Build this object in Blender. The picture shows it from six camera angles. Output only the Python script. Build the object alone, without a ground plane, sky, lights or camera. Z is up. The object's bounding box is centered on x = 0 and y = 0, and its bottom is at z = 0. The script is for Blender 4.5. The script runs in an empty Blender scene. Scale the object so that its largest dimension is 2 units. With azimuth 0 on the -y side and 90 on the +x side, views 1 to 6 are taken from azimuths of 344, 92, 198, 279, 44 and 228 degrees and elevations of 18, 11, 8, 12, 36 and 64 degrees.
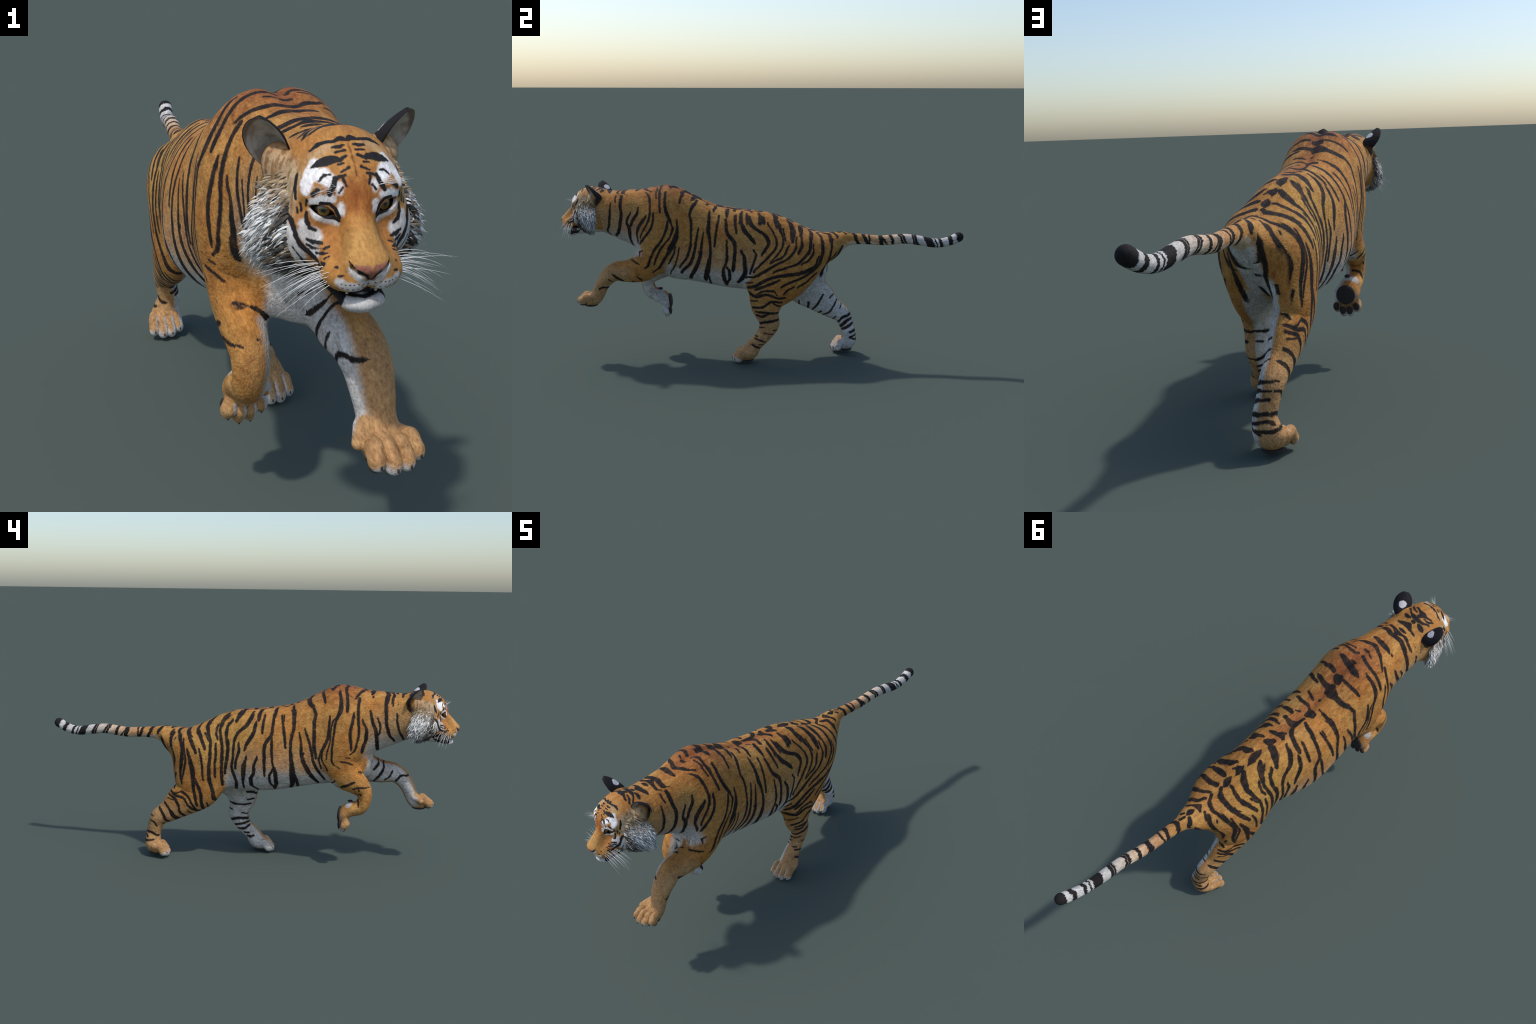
"""A running tiger: one smooth skin grown from anatomical primitives, split into
named body parts, dressed in a procedural striped coat, with eyes, teeth, tongue,
ears, claws, paw pads, whiskers and cheek-ruff tufts as separate pieces."""
import bpy, bmesh, math, random
import numpy as np
from mathutils import Vector, Matrix

random.seed(7)
RNG = np.random.default_rng(7)

# ----------------------------------------------------------------------------
# 1. SMALL FIELD LIBRARY (distance-like fields, negative inside)
# ----------------------------------------------------------------------------
def smin(a, b, k):
    h = np.clip(0.5 + 0.5 * (b - a) / k, 0.0, 1.0)
    return b * (1 - h) + a * h - k * h * (1 - h)

def smax(a, b, k):
    return -smin(-a, -b, k)

def catmull(rows, per=5):
    """Smooth a list of station rows with a Catmull-Rom spline."""
    r = np.asarray(rows, float)
    p = np.vstack([2 * r[0] - r[1], r, 2 * r[-1] - r[-2]])
    out = []
    for i in range(1, len(p) - 2):
        for t in np.arange(per) / per:
            a, b, c, d = p[i - 1], p[i], p[i + 1], p[i + 2]
            out.append(0.5 * (2 * b + (c - a) * t + (2 * a - 5 * b + 4 * c - d) * t * t + (3 * b - a - 3 * c + d) * t ** 3))
    out.append(r[-1])
    return np.array(out)

def ellipsoid(P, c, r):
    q = (P - np.asarray(c)) / np.asarray(r)
    k0 = np.sqrt((q * q).sum(1)) + 1e-9
    k1 = np.sqrt(((q / np.asarray(r)) ** 2).sum(1)) + 1e-9
    return k0 * (k0 - 1) / k1

def limb(P, rows, per=7):
    """Chain in the side plane. rows: (y, z, in-plane radius, x centre, x half width)."""
    s = catmull(rows, per)
    best = np.full(len(P), 0.2)
    for i in range(0, len(s) - 1, per):
        run = s[i:i + per + 1]
        # only points near this stretch of the chain need it
        m = run[:, 2:3].max() + 0.075
        lo, hi = run[:, :2].min(0) - m, run[:, :2].max(0) + m
        near = np.nonzero((P[:, 1] > lo[0]) & (P[:, 1] < hi[0]) & (P[:, 2] > lo[1]) & (P[:, 2] < hi[1]))[0]
        if not len(near):
            continue
        px, py, pz = P[near].T
        got = best[near]
        for a, b in zip(run[:-1], run[1:]):
            d = b[:2] - a[:2]
            t = np.clip(((py - a[0]) * d[0] + (pz - a[1]) * d[1]) / ((d * d).sum() + 1e-12), 0, 1)
            ri = a[2] + (b[2] - a[2]) * t
            rx = a[4] + (b[4] - a[4]) * t
            u2 = ((py - a[0] - d[0] * t) ** 2 + (pz - a[1] - d[1] * t) ** 2) / (ri * ri)
            v2 = ((px - a[3] - (b[3] - a[3]) * t) / rx) ** 2
            k0 = np.sqrt(u2 + v2) + 1e-9
            k1 = np.sqrt(u2 / (ri * ri) + v2 / (rx * rx)) + 1e-9
            got = np.minimum(got, k0 * (k0 - 1) / k1)
        best[near] = got
    return best

def capsule(P, a, b, ra, rb):
    a, b = np.asarray(a, float), np.asarray(b, float)
    d = b - a
    t = np.clip((P - a) @ d / (d @ d), 0, 1)
    return np.sqrt(((P - a - t[:, None] * d) ** 2).sum(1)) - (ra + (rb - ra) * t)

# ----------------------------------------------------------------------------
# 2. ANATOMY
# ----------------------------------------------------------------------------
# trunk stations along y: top, bottom, height of greatest width, half width, x centre, squareness above / below
TRUNK = np.array([
    (-0.800, 0.840, 0.640, 0.750, 0.098, -0.010, 2.0, 2.0),
    (-0.740, 0.838, 0.614, 0.735, 0.104, -0.006, 2.1, 2.0),
    (-0.690, 0.841, 0.592, 0.720, 0.107, -0.003, 2.2, 2.0),
    (-0.640, 0.845, 0.570, 0.700, 0.110, 0.000, 2.3, 2.0),
    (-0.590, 0.848, 0.535, 0.680, 0.116, 0.002, 2.4, 2.0),
    (-0.540, 0.857, 0.480, 0.655, 0.128, 0.005, 2.6, 1.9),
    (-0.490, 0.866, 0.430, 0.635, 0.139, 0.006, 2.7, 1.9),
    (-0.440, 0.868, 0.404, 0.620, 0.146, 0.006, 2.7, 1.9),
    (-0.395, 0.853, 0.396, 0.600, 0.149, 0.004, 2.6, 2.0),
    (-0.340, 0.828, 0.390, 0.580, 0.150, 0.000, 2.5, 2.1),
    (-0.280, 0.797, 0.380, 0.560, 0.153, -0.004, 2.4, 2.2),
    (-0.220, 0.773, 0.368, 0.545, 0.157, -0.006, 2.3, 2.2),
    (-0.150, 0.760, 0.356, 0.530, 0.160, -0.008, 2.2, 2.2),
    (-0.080, 0.751, 0.349, 0.520, 0.152, -0.008, 2.1, 2.2),
    (-0.010, 0.745, 0.342, 0.520, 0.140, -0.006, 2.1, 2.1),
    (0.060, 0.735, 0.350, 0.530, 0.130, -0.003, 2.0, 2.0),
    (0.130, 0.711, 0.370, 0.530, 0.130, 0.000, 2.0, 2.0),
    (0.200, 0.677, 0.400, 0.535, 0.130, 0.002, 2.0, 2.0),
    (0.270, 0.645, 0.440, 0.540, 0.118, 0.003, 1.9, 2.0),
    (0.330, 0.630, 0.475, 0.550, 0.095, 0.003, 1.9, 2.0),
    (0.385, 0.630, 0.515, 0.570, 0.062, 0.003, 1.9, 2.0),
    (0.430, 0.636, 0.560, 0.600, 0.036, 0.004, 2.0, 2.0),
])

def station(y):
    yy = np.clip(y, TRUNK[0, 0], TRUNK[-1, 0])
    return [np.interp(yy, SMOOTH_TRUNK[:, 0], SMOOTH_TRUNK[:, i]) for i in range(1, 8)]

SMOOTH_TRUNK = catmull(TRUNK, 6)

def trunk(P):
    top, bot, zw, w, xc, nu, nd = station(P[:, 1])
    x, zz = P[:, 0] - xc, P[:, 2] - zw
    # the spine lies in a furrow between the shoulder blades and the loin muscles
    furrow = np.interp(P[:, 1], [-0.72, -0.58, -0.46, -0.36, -0.15, 0.10, 0.25, 0.34], [0, 0.003, 0.0115, 0.0105, 0.008, 0.006, 0.003, 0])
    up = np.maximum(top - zw - furrow * np.exp(-(x / 0.020) ** 2) * (zz > 0), 0.02)
    dn = np.maximum(zw - bot, 0.02)
    h = np.where(zz > 0, up, dn)
    n = np.where(zz > 0, nu, nd)
    u, v = np.abs(x) / w + 1e-9, np.abs(zz) / h + 1e-9
    r = (u ** n + v ** n) ** (1 / n)
    f = (r - 1) * np.minimum(w, h) * 0.95
    end = np.maximum(P[:, 1] - TRUNK[-1, 0], TRUNK[0, 0] - P[:, 1])
    return smax(f, end, 0.03)

FORELEG_REACHING = [   # tiger's left, stretched forward
    (-0.475, 0.690, 0.095, 0.080, 0.068), (-0.490, 0.610, 0.100, 0.085, 0.072), (-0.520, 0.530, 0.084, 0.090, 0.064),
    (-0.570, 0.470, 0.070, 0.086, 0.056), (-0.645, 0.449, 0.056, 0.078, 0.053), (-0.706, 0.446, 0.047, 0.076, 0.051),
    (-0.748, 0.420, 0.040, 0.081, 0.047), (-0.779, 0.377, 0.034, 0.082, 0.041), (-0.798, 0.335, 0.032, 0.082, 0.036),
    (-0.818, 0.308, 0.033, 0.082, 0.042), (-0.848, 0.301, 0.028, 0.083, 0.044)]
FORELEG_FOLDED = [     # tiger's right, folded back under the chest
    (-0.455, 0.690, 0.095, -0.078, 0.060), (-0.455, 0.610, 0.098, -0.086, 0.060), (-0.450, 0.535, 0.080, -0.088, 0.052),
    (-0.475, 0.465, 0.070, -0.088, 0.047), (-0.535, 0.422, 0.054, -0.085, 0.045), (-0.572, 0.386, 0.039, -0.083, 0.040),
    (-0.579, 0.345, 0.032, -0.083, 0.037), (-0.558, 0.303, 0.034, -0.082, 0.035), (-0.516, 0.290, 0.034, -0.076, 0.041),
    (-0.488, 0.268, 0.031, -0.071, 0.047), (-0.484, 0.246, 0.026, -0.070, 0.044)]
HINDLEG_PLANTED = [    # tiger's left, under the belly
    (0.215, 0.535, 0.085, 0.072, 0.052), (0.180, 0.480, 0.115, 0.082, 0.058), (0.120, 0.420, 0.116, 0.092, 0.058), (0.055, 0.352, 0.094, 0.101, 0.053),
    (0.037, 0.288, 0.073, 0.103, 0.046), (0.046, 0.236, 0.054, 0.102, 0.040), (0.055, 0.192, 0.049, 0.102, 0.036),
    (0.028, 0.135, 0.037, 0.104, 0.032), (-0.016, 0.090, 0.036, 0.110, 0.038), (-0.040, 0.054, 0.040, 0.115, 0.047), (-0.066, 0.042, 0.033, 0.117, 0.045)]
HINDLEG_TRAILING = [   # tiger's right, pushing off behind
    (0.235, 0.535, 0.090, -0.066, 0.052), (0.225, 0.470, 0.120, -0.074, 0.058), (0.215, 0.410, 0.124, -0.079, 0.058), (0.225, 0.350, 0.100, -0.077, 0.053),
    (0.300, 0.292, 0.079, -0.075, 0.047), (0.362, 0.238, 0.055, -0.071, 0.040), (0.420, 0.200, 0.043, -0.068, 0.036),
    (0.444, 0.152, 0.036, -0.061, 0.033), (0.456, 0.105, 0.036, -0.055, 0.035), (0.455, 0.060, 0.039, -0.066, 0.045), (0.430, 0.047, 0.033, -0.074, 0.046)]
TAIL = [(0.330, 0.592, 0.040, 0.003, 0.045), (0.385, 0.600, 0.037, 0.003, 0.038), (0.459, 0.607, 0.029, 0.006, 0.027), (0.525, 0.606, 0.0245, 0.010, 0.024), (0.598, 0.602, 0.0238, 0.014, 0.023),
        (0.647, 0.606, 0.0245, 0.018, 0.023), (0.720, 0.613, 0.0240, 0.026, 0.023), (0.790, 0.606, 0.0235, 0.031, 0.023), (0.855, 0.596, 0.0222, 0.039, 0.022),
        (0.904, 0.599, 0.0218, 0.045, 0.022), (0.945, 0.613, 0.0230, 0.050, 0.0230), (0.976, 0.629, 0.0235, 0.054, 0.0235)]

# paws: each toe is two capsules, knuckle and tip
def toes(start, end, across, spread, r, lift, arch):
    """Four toes fanned along `across`: (start, knuckle, tip, three radii); arch lifts the knuckle."""
    s, e, a, arch = np.array(start, float), np.array(end, float), np.array(across, float), np.array(arch, float)
    d = (e - s) / np.linalg.norm(e - s)
    out = []
    for k in (-1.5, -0.5, 0.5, 1.5):
        outer = abs(k) > 1
        tip = e + a * k * spread - d * (0.011 if outer else 0) + np.array([0, 0, lift if outer else 0])
        root = s + a * k * spread * 0.80
        out.append((root, root * 0.42 + tip * 0.58 + arch, tip, r * 0.80, r * 0.93, r * (0.93 if outer else 0.98)))
    return out

PAW = {
    "reaching": toes((0.084, -0.832, 0.314), (0.086, -0.885, 0.2985), (0.985, 0.17, 0.0), 0.0268, 0.0206, 0.003, (0, -0.002, 0.0085)),
    "folded": toes((-0.071, -0.487, 0.240), (-0.071, -0.479, 0.200), (0.985, 0.12, 0.0), 0.0255, 0.0198, 0.004, (0, -0.0075, 0.0)),
    "planted": toes((0.117, -0.050, 0.050), (0.117, -0.108, 0.0210), (0.985, 0.10, 0.0), 0.0272, 0.0210, 0.002, (0, -0.002, 0.0110)),
    "trailing": toes((-0.076, 0.442, 0.056), (-0.076, 0.387, 0.0245), (0.985, 0.10, 0.0), 0.0265, 0.0208, 0.002, (0, -0.002, 0.0120)),
}
DEWCLAW = [((0.047, -0.812, 0.332), (0.030, -0.842, 0.318), 0.014, 0.012), ((-0.040, -0.530, 0.275), (-0.030, -0.503, 0.268), 0.013, 0.011)]

# head frame: turned a little to the tiger's right and tilted
HEAD_PIVOT, HEAD_YAW, HEAD_ROLL = np.array([-0.0105, -0.80, 0.72]), math.radians(-5.6), math.radians(2.6)
_c, _s, _cr, _sr = math.cos(HEAD_YAW), math.sin(HEAD_YAW), math.cos(HEAD_ROLL), math.sin(HEAD_ROLL)
HEAD_R = np.array([[_cr, 0, _sr], [0, 1, 0], [-_sr, 0, _cr]]) @ np.array([[_c, _s, 0], [-_s, _c, 0], [0, 0, 1]])
HEAD_O = np.array([0.0, -0.80, 0.72])
def to_head(P):
    return (P - HEAD_PIVOT) @ HEAD_R.T + HEAD_O
def from_head(L):
    return (np.atleast_2d(np.asarray(L, float)) - HEAD_O) @ HEAD_R + HEAD_PIVOT

EYE_C, EYE_R = np.array([0.0395, -0.9005, 0.7540]), 0.0195
EYE_DIR = np.array([0.42, -0.90, 0.08]); EYE_DIR /= np.linalg.norm(EYE_DIR)
EYE_U = np.array([0.90, 0.42, 0.30]); EYE_U -= EYE_DIR * (EYE_U @ EYE_DIR); EYE_U /= np.linalg.norm(EYE_U)
EYE_V = np.cross(EYE_U, EYE_DIR); EYE_V *= np.sign(EYE_V[2])

def head(P):
    L = to_head(P)
    M = L.copy(); M[:, 0] = np.abs(M[:, 0])
    f = ellipsoid(M, (0, -0.832, 0.775), (0.088, 0.090, 0.083))
    f = smin(f, ellipsoid(M, (0, -0.880, 0.772), (0.074, 0.058, 0.054)), 0.03)
    # bridge of the nose
    f = smin(f, limb(M, [(-0.875, 0.755, 0.044, 0, 0.040), (-0.915, 0.733, 0.036, 0, 0.0285), (-0.945, 0.711, 0.031, 0, 0.0290), (-0.972, 0.6915, 0.0235, 0, 0.0325)], 4), 0.020)
    # cheeks and jaw muscles
    f = smin(f, ellipsoid(M, (0.052, -0.864, 0.716), (0.048, 0.054, 0.060)), 0.024)
    f = smin(f, ellipsoid(M, (0.060, -0.818, 0.700), (0.060, 0.062, 0.066)), 0.03)
    f = smin(f, ellipsoid(M, (0.027, -0.916, 0.690), (0.032, 0.040, 0.036)), 0.020)
    # whisker pads
    f = smin(f, ellipsoid(M, (0.027, -0.947, 0.671), (0.0320, 0.035, 0.028)), 0.016)
    f = smin(f, ellipsoid(M, (0.019, -0.964, 0.666), (0.023, 0.021, 0.023)), 0.012)
    f = smin(f, ellipsoid(M, (0, -0.978, 0.689), (0.0285, 0.020, 0.0165)), 0.010)
    # brow ridges, eye bulge
    f = smin(f, ellipsoid(M, (0.043, -0.903, 0.780), (0.030, 0.022, 0.017)), 0.014)
    f = smin(f, ellipsoid(M, (0.085, -0.795, 0.802), (0.023, 0.026, 0.031)), 0.018)      # roots of the ears
    eye = np.sqrt(((M - EYE_C) ** 2).sum(1))
    f = smin(f, eye - (EYE_R + 0.0032), 0.012)
    # hollows beside the bridge, below the inner corner of the eye
    f = smax(f, -ellipsoid(M, (0.046, -0.958, 0.726), (0.014, 0.030, 0.022)), 0.020)
    # nostrils
    f = smax(f, -capsule(M, (0.011, -0.996, 0.676), (0.024, -0.985, 0.690), 0.0045, 0.0035), 0.004)
    f = smax(f, -capsule(M, (0.0, -1.00, 0.671), (0.0, -0.984, 0.652), 0.0022, 0.0022), 0.004)
    # lower jaw and chin, apart from the upper lip
    jaw = limb(M, [(-0.815, 0.660, 0.030, 0, 0.060), (-0.870, 0.646, 0.024, 0, 0.052), (-0.915, 0.634, 0.017, 0, 0.040), (-0.945, 0.627, 0.016, 0, 0.032)], 3)
    jaw = smin(jaw, ellipsoid(M, (0, -0.951, 0.6240), (0.0315, 0.0225, 0.0158)), 0.012)
    gape = smin(ellipsoid(M, (0, -0.920, 0.651), (0.085, 0.043, 0.0155)), ellipsoid(M, (0, -0.962, 0.6425), (0.070, 0.040, 0.0078)), 0.006)
    gape = smax(gape, 0.014 - M[:, 0] - np.maximum(-(M[:, 1] + 0.945), 0) * 2.0, 0.004)
    f = smin(f, jaw, 0.006)
    f = smax(f, -gape, 0.005)
    # eye opening: an almond cut through the lids
    d = M - EYE_C
    u, v, w = d @ EYE_U, d @ EYE_V, d @ EYE_DIR
    almond = np.maximum(np.hypot(u, v + 0.0212) - 0.0290, np.hypot(u, v - 0.0215) - 0.0290)
    f = smax(f, -smax(almond, -w, 0.002), 0.002)
    return f

# torso bits beyond the trunk loft
def keel(P):
    f = ellipsoid(P, (0.010, -0.545, 0.515), (0.080, 0.062, 0.078))
    return smin(f, ellipsoid(P, (0.016, -0.545, 0.470), (0.040, 0.055, 0.042)), 0.02)

GROUPS = ("torso", "head", "foreleg_l", "foreleg_r", "hindleg_l", "hindleg_r", "tail")

def boxed(P, fn, lo, hi, pad=0.085):
    out = np.full(len(P), 0.2)
    m = np.all((P > np.asarray(lo) - pad) & (P < np.asarray(hi) + pad), axis=1)
    if m.any():
        out[m] = fn(P[m])
    return out

def leg_field(P, rows, paw, extra=()):
    f = limb(P, rows)
    for a, b, ra, rb in extra:
        f = smin(f, capsule(P, a, b, ra, rb), 0.014)
    t = None
    for a, m, b, ra, rm, rb in paw:
        Q = P.copy(); Q[:, 0] = m[0] + (P[:, 0] - m[0]) * 1.24      # toes are taller than wide
        c = smin(capsule(Q, a, m, ra, rm), capsule(Q, m, b, rm, rb), 0.006) * 0.9
        t = c if t is None else smin(t, c, 0.0022)
    return smin(f, t, 0.0045)

def parts(P):
    g = {}
    tr = trunk(P)
    g["torso"] = smin(tr, boxed(P, keel, (-.09, -.62, .42), (.10, -.47, .60)), 0.03)
    g["head"] = boxed(P, head, (-.18, -1.01, .59), (.15, -.72, .88))
    g["foreleg_l"] = boxed(P, lambda Q: leg_field(Q, FORELEG_REACHING, PAW["reaching"], DEWCLAW[:1]), (0, -.92, .25), (.17, -.36, .80))
    g["foreleg_r"] = boxed(P, lambda Q: leg_field(Q, FORELEG_FOLDED, PAW["folded"], DEWCLAW[1:]), (-.18, -.63, .17), (0, -.34, .80))
    g["hindleg_l"] = boxed(P, lambda Q: leg_field(Q, HINDLEG_PLANTED, PAW["planted"]), (0.01, -.14, 0), (.18, .36, .68))
    g["hindleg_r"] = boxed(P, lambda Q: leg_field(Q, HINDLEG_TRAILING, PAW["trailing"]), (-.17, .06, 0), (.0, .51, .69))
    g["tail"] = boxed(P, lambda Q: limb(Q, TAIL), (-.05, .28, .54), (.09, 1.01, .67))
    return g

def body(P):
    g = parts(P)
    f = smin(g["torso"], g["head"], 0.030)
    fl = smin(g["foreleg_l"], g["foreleg_r"], 0.010)
    hl = smin(g["hindleg_l"], g["hindleg_r"], 0.012)
    f = smin(f, fl, 0.036)
    f = smin(f, hl, 0.060)
    f = smin(f, g["tail"], 0.030)
    return f

# ----------------------------------------------------------------------------
# 3. SKIN: surface nets on a graded grid, then pulled exactly onto the field
# ----------------------------------------------------------------------------
def graded(lo, hi, step):
    out = [lo]
    while out[-1] < hi:
        out.append(out[-1] + step(out[-1]))
    return np.array(out)

def gradient(P, f0, h=0.0007):
    g = np.empty_like(P)
    for i in range(3):
        e = np.zeros(3); e[i] = h
        g[:, i] = body(P + e) - f0
    return g / h

def grow_skin():
    X = graded(-0.20, 0.20, lambda v: 0.0027)
    Y = graded(-1.03, 1.02, lambda v: 0.0024 if v < -0.84 else min(0.0024 + (v + 0.84) * 0.03, 0.0042))
    Z = graded(-0.012, 0.905, lambda v: 0.0030)
    nx, ny, nz = len(X), len(Y), len(Z)
    B = 5
    ix, iy, iz = [np.unique(np.append(np.arange(0, n, B), n - 1)) for n in (nx, ny, nz)]
    cx, cy, cz = np.meshgrid(X[ix], Y[iy], Z[iz], indexing="ij")
    fc = body(np.stack([cx.ravel(), cy.ravel(), cz.ravel()], 1)).reshape(cx.shape).astype(np.float32)
    near = np.abs(fc) < 0.034
    # a block is live when any of its corners is near the surface
    live = np.zeros(tuple(s - 1 for s in fc.shape), bool)
    for a in (0, 1):
        for b in (0, 1):
            for c in (0, 1):
                live |= near[a:a + live.shape[0], b:b + live.shape[1], c:c + live.shape[2]]
    F = np.empty((nx, ny, nz), np.float32)
    bx, by, bz = np.minimum(np.arange(nx) // B, live.shape[0] - 1), np.minimum(np.arange(ny) // B, live.shape[1] - 1), np.minimum(np.arange(nz) // B, live.shape[2] - 1)
    F[:] = np.sign(fc[bx][:, by][:, :, bz]) * 0.2
    mask = live[bx][:, by][:, :, bz]
    mask[1:] |= mask[:-1].copy(); mask[:, 1:] |= mask[:, :-1].copy(); mask[:, :, 1:] |= mask[:, :, :-1].copy()
    I, J, K = np.nonzero(mask)
    vals = np.empty(len(I), np.float32)
    for s in range(0, len(I), 400000):
        e = slice(s, s + 400000)
        vals[e] = body(np.stack([X[I[e]], Y[J[e]], Z[K[e]]], 1))
    F[I, J, K] = vals
    inside = F < 0
    acc = np.zeros((nx - 1, ny - 1, nz - 1), np.int8)
    for a in (0, 1):
        for b in (0, 1):
            for c in (0, 1):
                acc += inside[a:a + nx - 1, b:b + ny - 1, c:c + nz - 1]
    cell = (acc > 0) & (acc < 8)
    ci, cj, ck = np.nonzero(cell)
    idx = np.full(cell.shape, -1, np.int32)
    idx[ci, cj, ck] = np.arange(len(ci))
    # vertex = mean of the edge crossings of its cell
    pos, cnt = np.zeros((len(ci), 3)), np.zeros(len(ci))
    corner = [(a, b, c) for a in (0, 1) for b in (0, 1) for c in (0, 1)]
    for p in corner:
        for ax in range(3):
            if p[ax] == 1:
                continue
            q = list(p); q[ax] = 1
            f0, f1 = F[ci + p[0], cj + p[1], ck + p[2]], F[ci + q[0], cj + q[1], ck + q[2]]
            m = (f0 < 0) != (f1 < 0)
            t = np.where(m, f0 / np.where(m, f0 - f1, 1), 0)
            A = np.stack([X[ci + p[0]], Y[cj + p[1]], Z[ck + p[2]]], 1)
            Bp = np.stack([X[ci + q[0]], Y[cj + q[1]], Z[ck + q[2]]], 1)
            pos += (A + (Bp - A) * t[:, None]) * m[:, None]
            cnt += m
    pos /= cnt[:, None]
    quads = []
    for ax in range(3):
        o1, o2 = [(1, 2), (2, 0), (0, 1)][ax]
        s0 = [slice(1, -1)] * 3; s0[ax] = slice(0, -1)
        s1 = [slice(1, -1)] * 3; s1[ax] = slice(1, None)
        a, b = inside[tuple(s0)], inside[tuple(s1)]
        E = np.stack(np.nonzero(a != b), 1)
        flip = a[tuple(E.T)]
        E = E + 1; E[:, ax] -= 1
        d1, d2 = np.zeros(3, int), np.zeros(3, int); d1[o1] = 1; d2[o2] = 1
        q = np.stack([idx[tuple(v.T)] for v in (E - d1 - d2, E - d2, E, E - d1)], 1)
        q[~flip] = q[~flip][:, ::-1]
        quads.append(q)
    quads = np.vstack(quads)
    quads = quads[(quads >= 0).all(1)]
    # relax along the surface and project back onto the field
    e = np.vstack([quads[:, [0, 1]], quads[:, [1, 2]], quads[:, [2, 3]], quads[:, [3, 0]]])
    for it in range(3):
        mean, deg = np.zeros_like(pos), np.zeros(len(pos))
        for c in range(3):
            mean[:, c] = np.bincount(e[:, 0], pos[e[:, 1], c], len(pos)) + np.bincount(e[:, 1], pos[e[:, 0], c], len(pos))
        deg = np.bincount(e[:, 0], minlength=len(pos)) + np.bincount(e[:, 1], minlength=len(pos))
        pos = pos + 0.5 * (mean / np.maximum(deg, 1)[:, None] - pos)
        f = body(pos)
        g = gradient(pos, f)
        step = -(f / np.maximum((g * g).sum(1), 0.15))[:, None] * g
        ln = np.linalg.norm(step, axis=1)
        pos += step * np.minimum(1, 0.003 / np.maximum(ln, 1e-9))[:, None]
    n = gradient(pos, body(pos))
    n /= np.maximum(np.linalg.norm(n, axis=1), 1e-9)[:, None]
    return pos, quads, n

# ----------------------------------------------------------------------------
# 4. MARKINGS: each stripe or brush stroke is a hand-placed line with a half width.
#    Body stripes: (a, b, half width) in the side (y, z), top (x, y) or rear (x, z)
#    plane; FRONT: (x, y, z, half width). Head strokes: (|x|, y, z, half width) in
#    the head frame. Metres.
# ----------------------------------------------------------------------------
def stripe(group, *points):
    group.append(list(points))


RIGHT_OUTER = []
stripe(RIGHT_OUTER, (-0.666, 0.842, 0.0083), (-0.661, 0.804, 0.0076), (-0.663, 0.754, 0.0070), (-0.669, 0.696, 0.0064), (-0.682, 0.653, 0.0059), (-0.704, 0.622, 0.0053))
stripe(RIGHT_OUTER, (-0.692, 0.839, 0.0035), (-0.692, 0.789, 0.0035))
stripe(RIGHT_OUTER, (-0.711, 0.759, 0.0035), (-0.713, 0.721, 0.0041), (-0.724, 0.679, 0.0047), (-0.747, 0.630, 0.0053))
stripe(RIGHT_OUTER, (-0.591, 0.766, 0.0052), (-0.602, 0.717, 0.0060), (-0.618, 0.677, 0.0067), (-0.625, 0.627, 0.0075), (-0.631, 0.575, 0.0084))
stripe(RIGHT_OUTER, (-0.626, 0.735, 0.0041), (-0.639, 0.695, 0.0041), (-0.633, 0.658, 0.0041), (-0.622, 0.640, 0.0041))
stripe(RIGHT_OUTER, (-0.557, 0.728, 0.0029), (-0.577, 0.676, 0.0064), (-0.576, 0.634, 0.0070), (-0.566, 0.603, 0.0071), (-0.559, 0.566, 0.0053))
stripe(RIGHT_OUTER, (-0.517, 0.757, 0.0035), (-0.511, 0.706, 0.0064), (-0.504, 0.665, 0.0064), (-0.508, 0.618, 0.0053), (-0.511, 0.582, 0.0035))
stripe(RIGHT_OUTER, (-0.539, 0.820, 0.0082), (-0.536, 0.774, 0.0058), (-0.539, 0.717, 0.0058), (-0.543, 0.670, 0.0047), (-0.537, 0.623, 0.0047), (-0.521, 0.575, 0.0047), (-0.507, 0.563, 0.0035))
stripe(RIGHT_OUTER, (-0.603, 0.844, 0.0054), (-0.601, 0.823, 0.0053))
stripe(RIGHT_OUTER, (-0.483, 0.834, 0.0064), (-0.487, 0.785, 0.0064), (-0.487, 0.760, 0.0064))
stripe(RIGHT_OUTER, (-0.449, 0.851, 0.0053), (-0.456, 0.812, 0.0064), (-0.458, 0.773, 0.0093), (-0.446, 0.739, 0.0076), (-0.436, 0.711, 0.0052), (-0.431, 0.664, 0.0041), (-0.425, 0.605, 0.0041), (-0.423, 0.544, 0.0035), (-0.433, 0.513, 0.0035), (-0.459, 0.497, 0.0024))
stripe(RIGHT_OUTER, (-0.446, 0.745, 0.0029), (-0.424, 0.716, 0.0029), (-0.416, 0.675, 0.0029), (-0.415, 0.628, 0.0029), (-0.402, 0.573, 0.0029), (-0.397, 0.536, 0.0029))
stripe(RIGHT_OUTER, (-0.410, 0.741, 0.0035), (-0.407, 0.686, 0.0053), (-0.406, 0.645, 0.0070), (-0.389, 0.603, 0.0070), (-0.376, 0.566, 0.0047), (-0.379, 0.529, 0.0035), (-0.403, 0.480, 0.0030))
stripe(RIGHT_OUTER, (-0.403, 0.633, 0.0041), (-0.378, 0.584, 0.0041), (-0.364, 0.541, 0.0041), (-0.373, 0.490, 0.0042))
stripe(RIGHT_OUTER, (-0.331, 0.775, 0.0071), (-0.343, 0.745, 0.0070), (-0.338, 0.706, 0.0070), (-0.340, 0.654, 0.0070), (-0.340, 0.601, 0.0070), (-0.351, 0.540, 0.0071))
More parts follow.
